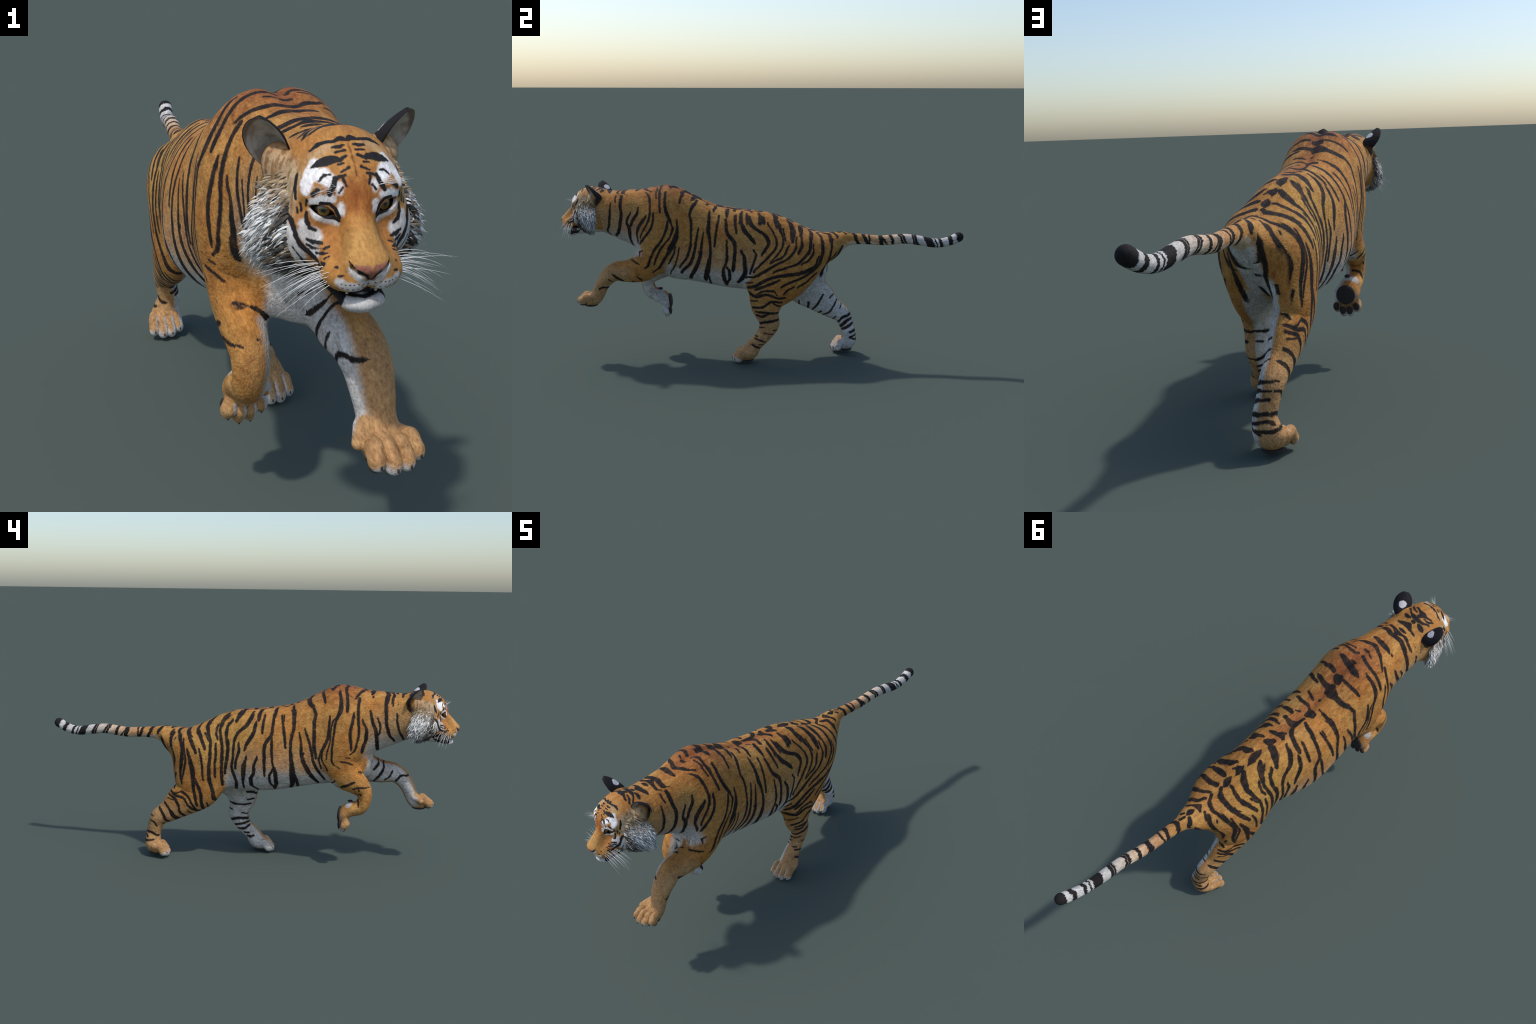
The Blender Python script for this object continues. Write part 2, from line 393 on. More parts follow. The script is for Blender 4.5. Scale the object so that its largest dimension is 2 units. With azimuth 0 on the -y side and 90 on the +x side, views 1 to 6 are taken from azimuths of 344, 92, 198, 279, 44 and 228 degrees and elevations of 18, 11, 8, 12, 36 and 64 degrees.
stripe(RIGHT_OUTER, (-0.367, 0.836, 0.0054), (-0.378, 0.818, 0.0053), (-0.385, 0.795, 0.0053))
stripe(RIGHT_OUTER, (-0.296, 0.681, 0.0029), (-0.312, 0.635, 0.0047), (-0.329, 0.577, 0.0053), (-0.338, 0.528, 0.0053), (-0.361, 0.476, 0.0059), (-0.389, 0.428, 0.0048))
stripe(RIGHT_OUTER, (-0.270, 0.660, 0.0035), (-0.281, 0.605, 0.0047), (-0.285, 0.552, 0.0071), (-0.303, 0.502, 0.0089), (-0.331, 0.448, 0.0084), (-0.357, 0.407, 0.0061))
stripe(RIGHT_OUTER, (-0.294, 0.567, 0.0035), (-0.286, 0.539, 0.0035))
stripe(RIGHT_OUTER, (-0.228, 0.770, 0.0090), (-0.240, 0.739, 0.0083), (-0.245, 0.685, 0.0071), (-0.236, 0.633, 0.0059), (-0.233, 0.580, 0.0059), (-0.239, 0.520, 0.0083), (-0.242, 0.463, 0.0119), (-0.241, 0.412, 0.0096), (-0.230, 0.378, 0.0073))
stripe(RIGHT_OUTER, (-0.253, 0.463, 0.0059), (-0.260, 0.427, 0.0060), (-0.262, 0.387, 0.0061))
stripe(RIGHT_OUTER, (-0.184, 0.730, 0.0053), (-0.193, 0.693, 0.0053), (-0.203, 0.643, 0.0053), (-0.211, 0.586, 0.0053))
stripe(RIGHT_OUTER, (-0.152, 0.753, 0.0084), (-0.147, 0.723, 0.0060), (-0.146, 0.680, 0.0059), (-0.143, 0.646, 0.0071), (-0.123, 0.617, 0.0083), (-0.110, 0.581, 0.0071), (-0.111, 0.533, 0.0065), (-0.112, 0.446, 0.0048))
stripe(RIGHT_OUTER, (-0.144, 0.635, 0.0053), (-0.146, 0.583, 0.0053), (-0.151, 0.512, 0.0047), (-0.162, 0.475, 0.0083), (-0.165, 0.413, 0.0084), (-0.154, 0.374, 0.0061))
stripe(RIGHT_OUTER, (-0.152, 0.487, 0.0053), (-0.135, 0.447, 0.0054), (-0.138, 0.412, 0.0054), (-0.155, 0.379, 0.0055))
stripe(RIGHT_OUTER, (-0.102, 0.730, 0.0054), (-0.098, 0.693, 0.0054), (-0.097, 0.646, 0.0053))
stripe(RIGHT_OUTER, (-0.081, 0.744, 0.0066), (-0.073, 0.729, 0.0066), (-0.072, 0.705, 0.0066))
stripe(RIGHT_OUTER, (-0.077, 0.543, 0.0036), (-0.062, 0.499, 0.0060), (-0.058, 0.454, 0.0072), (-0.044, 0.426, 0.0084), (-0.046, 0.390, 0.0085), (-0.073, 0.366, 0.0073))
stripe(RIGHT_OUTER, (-0.064, 0.697, 0.0048), (-0.056, 0.652, 0.0077), (-0.034, 0.610, 0.0083), (-0.020, 0.583, 0.0060), (-0.014, 0.562, 0.0030))
stripe(RIGHT_OUTER, (-0.045, 0.735, 0.0084), (-0.034, 0.706, 0.0084), (-0.013, 0.672, 0.0090), (0.016, 0.647, 0.0072), (0.035, 0.611, 0.0060), (0.040, 0.570, 0.0054), (0.042, 0.521, 0.0054), (0.049, 0.483, 0.0060), (0.041, 0.444, 0.0073), (0.030, 0.396, 0.0073), (0.041, 0.353, 0.0074))
stripe(RIGHT_OUTER, (-0.005, 0.739, 0.0079), (0.025, 0.713, 0.0078), (0.037, 0.690, 0.0078))
stripe(RIGHT_OUTER, (-0.024, 0.539, 0.0054), (-0.008, 0.494, 0.0054), (-0.004, 0.442, 0.0054), (-0.004, 0.369, 0.0055))
stripe(RIGHT_OUTER, (-0.024, 0.526, 0.0048), (-0.016, 0.476, 0.0048), (-0.009, 0.422, 0.0048))
stripe(RIGHT_OUTER, (0.014, 0.598, 0.0054), (0.014, 0.554, 0.0054), (0.026, 0.516, 0.0054), (0.032, 0.471, 0.0054))
stripe(RIGHT_OUTER, (0.054, 0.697, 0.0060), (0.075, 0.666, 0.0060), (0.076, 0.620, 0.0060), (0.068, 0.568, 0.0060), (0.074, 0.513, 0.0060), (0.082, 0.442, 0.0061))
stripe(RIGHT_OUTER, (0.071, 0.722, 0.0085), (0.099, 0.691, 0.0085), (0.110, 0.663, 0.0085))
stripe(RIGHT_OUTER, (0.110, 0.663, 0.0054), (0.097, 0.590, 0.0054), (0.093, 0.518, 0.0054), (0.098, 0.468, 0.0054), (0.096, 0.395, 0.0055))
stripe(RIGHT_OUTER, (-0.464, 0.530, 0.0035), (-0.496, 0.523, 0.0035), (-0.519, 0.512, 0.0035))
stripe(RIGHT_OUTER, (-0.470, 0.403, 0.0060), (-0.500, 0.417, 0.0053), (-0.532, 0.434, 0.0041))
stripe(RIGHT_OUTER, (-0.524, 0.399, 0.0036), (-0.550, 0.406, 0.0036), (-0.588, 0.406, 0.0036))
stripe(RIGHT_OUTER, (-0.550, 0.406, 0.0036), (-0.554, 0.388, 0.0036))
stripe(RIGHT_OUTER, (-0.421, 0.417, 0.0036), (-0.440, 0.434, 0.0036))
stripe(RIGHT_OUTER, (-0.553, 0.375, 0.0030), (-0.566, 0.369, 0.0030))
stripe(RIGHT_OUTER, (-0.546, 0.345, 0.0036), (-0.552, 0.335, 0.0036), (-0.553, 0.312, 0.0036))
stripe(RIGHT_OUTER, (-0.487, 0.548, 0.0029), (-0.507, 0.546, 0.0029))
stripe(RIGHT_OUTER, (-0.547, 0.478, 0.0030), (-0.561, 0.470, 0.0030))
stripe(RIGHT_OUTER, (0.160, 0.693, 0.0092), (0.175, 0.669, 0.0085), (0.166, 0.633, 0.0067), (0.152, 0.588, 0.0060), (0.152, 0.529, 0.0066), (0.158, 0.467, 0.0073), (0.156, 0.410, 0.0079), (0.143, 0.358, 0.0067), (0.138, 0.309, 0.0086), (0.132, 0.301, 0.0062))
stripe(RIGHT_OUTER, (0.124, 0.671, 0.0055), (0.128, 0.635, 0.0054), (0.119, 0.606, 0.0054))
stripe(RIGHT_OUTER, (0.112, 0.658, 0.0054), (0.104, 0.613, 0.0054), (0.096, 0.566, 0.0054), (0.098, 0.506, 0.0054), (0.099, 0.442, 0.0055), (0.097, 0.382, 0.0055))
stripe(RIGHT_OUTER, (0.071, 0.683, 0.0054), (0.081, 0.637, 0.0054), (0.066, 0.592, 0.0054), (0.067, 0.531, 0.0054), (0.077, 0.468, 0.0054))
stripe(RIGHT_OUTER, (0.127, 0.589, 0.0048), (0.125, 0.541, 0.0048), (0.129, 0.480, 0.0048), (0.129, 0.423, 0.0049))
stripe(RIGHT_OUTER, (0.178, 0.632, 0.0042), (0.162, 0.599, 0.0042))
stripe(RIGHT_OUTER, (0.213, 0.666, 0.0074), (0.217, 0.646, 0.0073), (0.196, 0.604, 0.0072), (0.177, 0.558, 0.0072))
stripe(RIGHT_OUTER, (0.262, 0.646, 0.0080), (0.260, 0.622, 0.0079), (0.245, 0.590, 0.0079), (0.220, 0.538, 0.0079))
stripe(RIGHT_OUTER, (0.205, 0.563, 0.0048), (0.191, 0.491, 0.0048), (0.184, 0.409, 0.0049))
stripe(RIGHT_OUTER, (0.265, 0.559, 0.0042), (0.251, 0.512, 0.0079), (0.236, 0.444, 0.0103), (0.234, 0.382, 0.0079), (0.229, 0.337, 0.0061), (0.220, 0.276, 0.0062))
stripe(RIGHT_OUTER, (0.233, 0.432, 0.0067), (0.215, 0.389, 0.0067), (0.200, 0.345, 0.0067), (0.198, 0.291, 0.0068), (0.192, 0.254, 0.0068))
stripe(RIGHT_OUTER, (0.311, 0.631, 0.0087), (0.305, 0.601, 0.0085), (0.288, 0.546, 0.0091), (0.295, 0.483, 0.0079), (0.300, 0.432, 0.0055), (0.294, 0.382, 0.0037))
stripe(RIGHT_OUTER, (0.287, 0.603, 0.0043), (0.273, 0.510, 0.0042), (0.280, 0.459, 0.0043), (0.289, 0.408, 0.0043))
stripe(RIGHT_OUTER, (0.348, 0.624, 0.0068), (0.361, 0.593, 0.0068), (0.351, 0.548, 0.0068), (0.335, 0.502, 0.0067), (0.344, 0.434, 0.0068))
stripe(RIGHT_OUTER, (0.407, 0.582, 0.0037), (0.400, 0.550, 0.0037), (0.384, 0.520, 0.0038))
stripe(RIGHT_OUTER, (0.325, 0.434, 0.0043), (0.335, 0.392, 0.0043), (0.338, 0.355, 0.0043))
stripe(RIGHT_OUTER, (0.331, 0.333, 0.0056), (0.294, 0.344, 0.0055), (0.261, 0.321, 0.0055), (0.244, 0.283, 0.0055), (0.215, 0.244, 0.0056))
stripe(RIGHT_OUTER, (0.360, 0.344, 0.0056), (0.335, 0.327, 0.0056), (0.287, 0.313, 0.0055), (0.263, 0.275, 0.0055), (0.235, 0.254, 0.0056), (0.209, 0.246, 0.0056))
stripe(RIGHT_OUTER, (0.368, 0.330, 0.0062), (0.327, 0.303, 0.0062), (0.311, 0.273, 0.0062), (0.307, 0.239, 0.0062), (0.284, 0.212, 0.0063))
stripe(RIGHT_OUTER, (0.370, 0.306, 0.0037), (0.333, 0.299, 0.0037))
stripe(RIGHT_OUTER, (0.388, 0.284, 0.0056), (0.361, 0.255, 0.0056), (0.349, 0.223, 0.0056), (0.329, 0.199, 0.0056), (0.313, 0.200, 0.0056))
stripe(RIGHT_OUTER, (0.354, 0.249, 0.0043), (0.331, 0.216, 0.0044), (0.312, 0.200, 0.0044))
stripe(RIGHT_OUTER, (0.416, 0.255, 0.0063), (0.394, 0.226, 0.0062), (0.381, 0.193, 0.0062), (0.364, 0.180, 0.0063))
stripe(RIGHT_OUTER, (0.269, 0.247, 0.0037), (0.249, 0.229, 0.0037))
stripe(RIGHT_OUTER, (0.174, 0.294, 0.0043), (0.168, 0.268, 0.0043))
stripe(RIGHT_OUTER, (0.461, 0.214, 0.0038), (0.446, 0.207, 0.0038))
stripe(RIGHT_OUTER, (0.467, 0.189, 0.0038), (0.439, 0.176, 0.0038), (0.426, 0.156, 0.0038))
stripe(RIGHT_OUTER, (0.400, 0.173, 0.0038), (0.387, 0.170, 0.0038))
stripe(RIGHT_OUTER, (0.486, 0.128, 0.0051), (0.459, 0.123, 0.0050), (0.425, 0.104, 0.0051))
stripe(RIGHT_OUTER, (0.492, 0.100, 0.0051), (0.476, 0.099, 0.0051))
stripe(RIGHT_OUTER, (0.494, 0.080, 0.0038), (0.470, 0.084, 0.0038), (0.444, 0.089, 0.0038))

LEFT_INNER = []
stripe(LEFT_INNER, (-0.601, 0.522, 0.0030), (-0.604, 0.500, 0.0030), (-0.594, 0.485, 0.0030))
stripe(LEFT_INNER, (-0.631, 0.512, 0.0049), (-0.637, 0.497, 0.0049), (-0.623, 0.475, 0.0049), (-0.594, 0.462, 0.0049), (-0.577, 0.462, 0.0048))
stripe(LEFT_INNER, (-0.660, 0.503, 0.0049), (-0.662, 0.476, 0.0049), (-0.643, 0.438, 0.0049), (-0.616, 0.403, 0.0049))
stripe(LEFT_INNER, (-0.705, 0.463, 0.0037), (-0.691, 0.434, 0.0037), (-0.668, 0.413, 0.0037))
stripe(LEFT_INNER, (-0.779, 0.439, 0.0049), (-0.745, 0.439, 0.0049), (-0.719, 0.411, 0.0049))
stripe(LEFT_INNER, (0.009, 0.319, 0.0051), (-0.018, 0.316, 0.0051), (-0.041, 0.304, 0.0051))
stripe(LEFT_INNER, (0.004, 0.275, 0.0051), (-0.027, 0.279, 0.0051))
stripe(LEFT_INNER, (0.103, 0.256, 0.0039), (0.073, 0.251, 0.0038), (0.033, 0.249, 0.0038), (-0.014, 0.253, 0.0038))
stripe(LEFT_INNER, (0.098, 0.224, 0.0039), (0.081, 0.219, 0.0039))
stripe(LEFT_INNER, (0.034, 0.205, 0.0038), (0.005, 0.196, 0.0039))
stripe(LEFT_INNER, (0.092, 0.162, 0.0065), (0.060, 0.175, 0.0064), (0.022, 0.175, 0.0064), (0.004, 0.174, 0.0065))
stripe(LEFT_INNER, (0.076, 0.136, 0.0052), (0.040, 0.145, 0.0051), (-0.001, 0.157, 0.0052))
stripe(LEFT_INNER, (0.059, 0.117, 0.0052), (0.021, 0.122, 0.0052), (-0.006, 0.140, 0.0052))
stripe(LEFT_INNER, (0.022, 0.101, 0.0052), (-0.005, 0.101, 0.0052))
stripe(LEFT_INNER, (0.007, 0.084, 0.0058), (-0.012, 0.081, 0.0058), (-0.030, 0.088, 0.0058))

LEFT_OUTER = []
stripe(LEFT_OUTER, (-0.723, 0.791, 0.0020), (-0.724, 0.747, 0.0040), (-0.729, 0.702, 0.0055), (-0.734, 0.675, 0.0045), (-0.746, 0.645, 0.0040), (-0.734, 0.624, 0.0030))
stripe(LEFT_OUTER, (-0.700, 0.834, 0.0035), (-0.701, 0.816, 0.0035), (-0.700, 0.791, 0.0035))
stripe(LEFT_OUTER, (-0.670, 0.839, 0.0070), (-0.672, 0.810, 0.0070), (-0.673, 0.773, 0.0069), (-0.668, 0.744, 0.0069), (-0.671, 0.709, 0.0070), (-0.679, 0.672, 0.0070), (-0.688, 0.644, 0.0070), (-0.704, 0.622, 0.0071))
stripe(LEFT_OUTER, (-0.622, 0.747, 0.0035), (-0.635, 0.720, 0.0045), (-0.641, 0.695, 0.0050), (-0.629, 0.672, 0.0080), (-0.629, 0.637, 0.0070), (-0.628, 0.609, 0.0055), (-0.623, 0.575, 0.0051))
stripe(LEFT_OUTER, (-0.581, 0.772, 0.0035), (-0.589, 0.741, 0.0054), (-0.609, 0.710, 0.0059), (-0.623, 0.680, 0.0070))
stripe(LEFT_OUTER, (-0.735, 0.838, 0.0035), (-0.740, 0.830, 0.0035))
stripe(LEFT_OUTER, (-0.541, 0.737, 0.0030), (-0.559, 0.709, 0.0064), (-0.581, 0.677, 0.0069), (-0.589, 0.651, 0.0045), (-0.587, 0.598, 0.0035))
stripe(LEFT_OUTER, (-0.501, 0.750, 0.0049), (-0.506, 0.712, 0.0049), (-0.519, 0.672, 0.0049), (-0.548, 0.631, 0.0049), (-0.575, 0.595, 0.0050))
stripe(LEFT_OUTER, (-0.562, 0.849, 0.0080), (-0.536, 0.830, 0.0069), (-0.525, 0.801, 0.0049), (-0.522, 0.750, 0.0044), (-0.529, 0.711, 0.0044), (-0.551, 0.670, 0.0039), (-0.571, 0.624, 0.0035))
stripe(LEFT_OUTER, (-0.603, 0.844, 0.0045), (-0.606, 0.837, 0.0045))
stripe(LEFT_OUTER, (-0.499, 0.855, 0.0040), (-0.494, 0.816, 0.0039))
stripe(LEFT_OUTER, (-0.483, 0.864, 0.0050), (-0.479, 0.830, 0.0049), (-0.475, 0.784, 0.0049), (-0.471, 0.751, 0.0049))
stripe(LEFT_OUTER, (-0.449, 0.852, 0.0050), (-0.450, 0.817, 0.0054), (-0.447, 0.775, 0.0069), (-0.431, 0.732, 0.0083), (-0.417, 0.698, 0.0049), (-0.410, 0.674, 0.0044), (-0.425, 0.634, 0.0044), (-0.460, 0.589, 0.0049), (-0.487, 0.543, 0.0044), (-0.505, 0.493, 0.0030))
stripe(LEFT_OUTER, (-0.429, 0.718, 0.0049), (-0.441, 0.674, 0.0049), (-0.464, 0.620, 0.0049), (-0.501, 0.569, 0.0049), (-0.522, 0.527, 0.0049), (-0.540, 0.483, 0.0050), (-0.553, 0.477, 0.0050))
stripe(LEFT_OUTER, (-0.388, 0.719, 0.0034), (-0.388, 0.678, 0.0059), (-0.396, 0.634, 0.0108), (-0.417, 0.584, 0.0099), (-0.446, 0.537, 0.0064), (-0.482, 0.478, 0.0050), (-0.513, 0.454, 0.0035))
stripe(LEFT_OUTER, (-0.397, 0.589, 0.0039), (-0.409, 0.547, 0.0040), (-0.437, 0.498, 0.0040))
stripe(LEFT_OUTER, (-0.401, 0.634, 0.0030), (-0.418, 0.604, 0.0030), (-0.437, 0.576, 0.0030))
stripe(LEFT_OUTER, (-0.380, 0.584, 0.0030), (-0.386, 0.553, 0.0030), (-0.402, 0.498, 0.0030), (-0.436, 0.435, 0.0030))
stripe(LEFT_OUTER, (-0.373, 0.835, 0.0045), (-0.379, 0.814, 0.0044), (-0.381, 0.792, 0.0044))
stripe(LEFT_OUTER, (-0.303, 0.801, 0.0065), (-0.317, 0.780, 0.0069), (-0.329, 0.748, 0.0054), (-0.323, 0.706, 0.0054), (-0.323, 0.653, 0.0044), (-0.328, 0.584, 0.0054), (-0.345, 0.532, 0.0054), (-0.383, 0.477, 0.0035))
stripe(LEFT_OUTER, (-0.315, 0.806, 0.0051), (-0.329, 0.804, 0.0050))
stripe(LEFT_OUTER, (-0.286, 0.677, 0.0030), (-0.296, 0.628, 0.0044), (-0.309, 0.558, 0.0059), (-0.331, 0.501, 0.0074), (-0.377, 0.447, 0.0085))
stripe(LEFT_OUTER, (-0.262, 0.657, 0.0030), (-0.271, 0.604, 0.0044), (-0.280, 0.538, 0.0069), (-0.302, 0.480, 0.0085), (-0.335, 0.416, 0.0101))
stripe(LEFT_OUTER, (-0.287, 0.564, 0.0030), (-0.280, 0.538, 0.0030))
stripe(LEFT_OUTER, (-0.239, 0.751, 0.0050), (-0.239, 0.709, 0.0064), (-0.240, 0.672, 0.0084), (-0.232, 0.619, 0.0054), (-0.229, 0.564, 0.0054), (-0.238, 0.508, 0.0089), (-0.248, 0.459, 0.0119), (-0.258, 0.409, 0.0081))
stripe(LEFT_OUTER, (-0.242, 0.436, 0.0060), (-0.235, 0.389, 0.0061))
stripe(LEFT_OUTER, (-0.192, 0.732, 0.0050), (-0.199, 0.680, 0.0049), (-0.205, 0.633, 0.0049), (-0.209, 0.587, 0.0049))
stripe(LEFT_OUTER, (-0.206, 0.765, 0.0055), (-0.220, 0.750, 0.0055))
stripe(LEFT_OUTER, (-0.626, 0.513, 0.0030), (-0.600, 0.504, 0.0030), (-0.578, 0.496, 0.0030))
stripe(LEFT_OUTER, (-0.561, 0.565, 0.0030), (-0.575, 0.556, 0.0030), (-0.578, 0.536, 0.0030))
stripe(LEFT_OUTER, (-0.716, 0.441, 0.0040), (-0.693, 0.421, 0.0055), (-0.666, 0.402, 0.0040))
stripe(LEFT_OUTER, (-0.735, 0.414, 0.0035), (-0.721, 0.401, 0.0035))
stripe(LEFT_OUTER, (-0.623, 0.401, 0.0060), (-0.609, 0.394, 0.0061))
stripe(LEFT_OUTER, (-0.594, 0.433, 0.0035), (-0.572, 0.412, 0.0055))
stripe(LEFT_OUTER, (-0.786, 0.366, 0.0050), (-0.766, 0.373, 0.0050), (-0.744, 0.369, 0.0051))
stripe(LEFT_OUTER, (-0.159, 0.714, 0.0064), (-0.150, 0.655, 0.0069), (-0.130, 0.628, 0.0086), (-0.113, 0.599, 0.0080), (-0.112, 0.548, 0.0069), (-0.119, 0.482, 0.0081), (-0.119, 0.464, 0.0046))
stripe(LEFT_OUTER, (-0.150, 0.622, 0.0029), (-0.149, 0.554, 0.0052), (-0.156, 0.501, 0.0058), (-0.168, 0.476, 0.0064), (-0.165, 0.423, 0.0087), (-0.156, 0.385, 0.0071))
stripe(LEFT_OUTER, (-0.150, 0.489, 0.0063), (-0.139, 0.470, 0.0064), (-0.138, 0.431, 0.0064), (-0.152, 0.394, 0.0065))
stripe(LEFT_OUTER, (-0.112, 0.735, 0.0058), (-0.112, 0.697, 0.0058), (-0.105, 0.649, 0.0058))
stripe(LEFT_OUTER, (-0.085, 0.743, 0.0082), (-0.084, 0.707, 0.0058), (-0.068, 0.665, 0.0087), (-0.039, 0.631, 0.0086), (-0.013, 0.597, 0.0035))
stripe(LEFT_OUTER, (-0.055, 0.738, 0.0070), (-0.037, 0.691, 0.0098), (-0.005, 0.664, 0.0081), (0.030, 0.641, 0.0081), (0.051, 0.608, 0.0087), (0.031, 0.563, 0.0087), (0.019, 0.540, 0.0040))
stripe(LEFT_OUTER, (0.003, 0.737, 0.0088), (0.019, 0.716, 0.0087), (0.028, 0.692, 0.0087))
stripe(LEFT_OUTER, (0.080, 0.721, 0.0117), (0.098, 0.684, 0.0093), (0.108, 0.657, 0.0058), (0.123, 0.620, 0.0052), (0.117, 0.582, 0.0046), (0.089, 0.542, 0.0046), (0.060, 0.504, 0.0035))
stripe(LEFT_OUTER, (0.046, 0.697, 0.0052), (0.070, 0.657, 0.0052), (0.088, 0.619, 0.0052), (0.088, 0.586, 0.0052), (0.054, 0.540, 0.0052), (0.008, 0.493, 0.0052), (-0.021, 0.457, 0.0052))
stripe(LEFT_OUTER, (0.119, 0.668, 0.0052), (0.134, 0.615, 0.0052))
stripe(LEFT_OUTER, (0.144, 0.700, 0.0082), (0.168, 0.680, 0.0082), (0.174, 0.646, 0.0081), (0.169, 0.608, 0.0081))
stripe(LEFT_OUTER, (0.203, 0.671, 0.0117), (0.209, 0.650, 0.0087), (0.206, 0.633, 0.0058))
stripe(LEFT_OUTER, (0.212, 0.631, 0.0058), (0.212, 0.589, 0.0057), (0.195, 0.553, 0.0057))
stripe(LEFT_OUTER, (0.189, 0.631, 0.0046), (0.184, 0.583, 0.0052), (0.147, 0.532, 0.0046), (0.101, 0.508, 0.0046), (0.026, 0.462, 0.0064), (-0.021, 0.436, 0.0058), (-0.059, 0.431, 0.0070))
stripe(LEFT_OUTER, (0.152, 0.594, 0.0046), (0.124, 0.543, 0.0046), (0.060, 0.504, 0.0046))
stripe(LEFT_OUTER, (0.256, 0.643, 0.0117), (0.255, 0.604, 0.0086), (0.247, 0.561, 0.0069), (0.204, 0.516, 0.0052), (0.136, 0.486, 0.0052), (0.072, 0.458, 0.0035))
stripe(LEFT_OUTER, (0.270, 0.598, 0.0046), (0.267, 0.554, 0.0046), (0.244, 0.521, 0.0046), (0.210, 0.501, 0.0046))
stripe(LEFT_OUTER, (0.306, 0.629, 0.0070), (0.314, 0.594, 0.0099), (0.308, 0.534, 0.0087), (0.285, 0.487, 0.0075), (0.217, 0.437, 0.0052), (0.147, 0.409, 0.0052), (0.113, 0.388, 0.0046))
stripe(LEFT_OUTER, (0.341, 0.629, 0.0047), (0.361, 0.616, 0.0047), (0.358, 0.574, 0.0047), (0.347, 0.520, 0.0047), (0.334, 0.490, 0.0047))
stripe(LEFT_OUTER, (0.299, 0.541, 0.0035), (0.274, 0.489, 0.0064), (0.216, 0.462, 0.0087), (0.147, 0.451, 0.0086), (0.066, 0.435, 0.0064), (0.020, 0.413, 0.0069), (-0.009, 0.393, 0.0070), (-0.052, 0.376, 0.0059))
stripe(LEFT_OUTER, (0.414, 0.580, 0.0047), (0.392, 0.538, 0.0047), (0.362, 0.500, 0.0047))
stripe(LEFT_OUTER, (0.107, 0.427, 0.0058), (0.038, 0.396, 0.0058), (-0.015, 0.372, 0.0058))
stripe(LEFT_OUTER, (0.286, 0.455, 0.0041), (0.234, 0.410, 0.0041), (0.191, 0.385, 0.0041))
stripe(LEFT_OUTER, (0.176, 0.392, 0.0046), (0.142, 0.372, 0.0046), (0.125, 0.351, 0.0046))
stripe(LEFT_OUTER, (-0.050, 0.353, 0.0071), (-0.009, 0.340, 0.0070), (0.038, 0.352, 0.0058), (0.073, 0.344, 0.0052), (0.102, 0.333, 0.0052), (0.136, 0.334, 0.0052))
stripe(LEFT_OUTER, (-0.009, 0.352, 0.0047), (0.026, 0.369, 0.0046), (0.078, 0.371, 0.0046), (0.096, 0.349, 0.0046))
stripe(LEFT_OUTER, (-0.081, 0.570, 0.0063), (-0.067, 0.541, 0.0069), (-0.064, 0.500, 0.0081), (-0.061, 0.469, 0.0087), (-0.080, 0.424, 0.0116), (-0.096, 0.403, 0.0094))
stripe(LEFT_OUTER, (-0.021, 0.572, 0.0052), (-0.009, 0.546, 0.0052), (-0.021, 0.505, 0.0052), (-0.039, 0.450, 0.0052))
stripe(LEFT_OUTER, (-0.040, 0.313, 0.0035), (-0.000, 0.320, 0.0035))
stripe(LEFT_OUTER, (-0.028, 0.281, 0.0053), (0.020, 0.288, 0.0052), (0.067, 0.316, 0.0052), (0.119, 0.312, 0.0052))
stripe(LEFT_OUTER, (0.067, 0.316, 0.0035), (0.093, 0.295, 0.0035), (0.110, 0.289, 0.0035))
stripe(LEFT_OUTER, (-0.013, 0.262, 0.0047), (0.038, 0.260, 0.0047), (0.102, 0.254, 0.0047))
stripe(LEFT_OUTER, (-0.007, 0.243, 0.0059), (0.020, 0.239, 0.0058), (0.061, 0.257, 0.0058))
stripe(LEFT_OUTER, (0.005, 0.199, 0.0059), (0.037, 0.210, 0.0059), (0.098, 0.220, 0.0059))
stripe(LEFT_OUTER, (0.004, 0.177, 0.0030), (0.031, 0.182, 0.0029))
stripe(LEFT_OUTER, (0.075, 0.167, 0.0029), (0.096, 0.164, 0.0030))
stripe(LEFT_OUTER, (0.031, 0.153, 0.0029), (0.075, 0.144, 0.0029))
stripe(LEFT_OUTER, (-0.013, 0.137, 0.0030), (-0.001, 0.136, 0.0029))
stripe(LEFT_OUTER, (-0.016, 0.125, 0.0035), (0.008, 0.118, 0.0035), (0.037, 0.106, 0.0035))
stripe(LEFT_OUTER, (-0.030, 0.098, 0.0041), (-0.015, 0.090, 0.0041), (0.008, 0.077, 0.0041))
stripe(LEFT_OUTER, (0.002, 0.095, 0.0029), (0.023, 0.095, 0.0029))
stripe(LEFT_OUTER, (-0.060, 0.401, 0.0035), (-0.027, 0.408, 0.0035))

RIGHT_INNER = []
stripe(RIGHT_INNER, (0.159, 0.356, 0.0064), (0.177, 0.333, 0.0064))
stripe(RIGHT_INNER, (0.201, 0.277, 0.0049), (0.201, 0.249, 0.0049))
stripe(RIGHT_INNER, (0.249, 0.270, 0.0061), (0.247, 0.229, 0.0061))
stripe(RIGHT_INNER, (0.324, 0.312, 0.0048), (0.301, 0.269, 0.0048), (0.267, 0.221, 0.0049))
stripe(RIGHT_INNER, (0.317, 0.222, 0.0049), (0.297, 0.209, 0.0049))
stripe(RIGHT_INNER, (0.394, 0.281, 0.0037), (0.377, 0.250, 0.0036), (0.353, 0.218, 0.0036), (0.323, 0.198, 0.0037))
stripe(RIGHT_INNER, (0.355, 0.293, 0.0036), (0.375, 0.309, 0.0036))
stripe(RIGHT_INNER, (0.417, 0.259, 0.0030), (0.410, 0.239, 0.0030))
stripe(RIGHT_INNER, (0.390, 0.196, 0.0043), (0.373, 0.176, 0.0043))
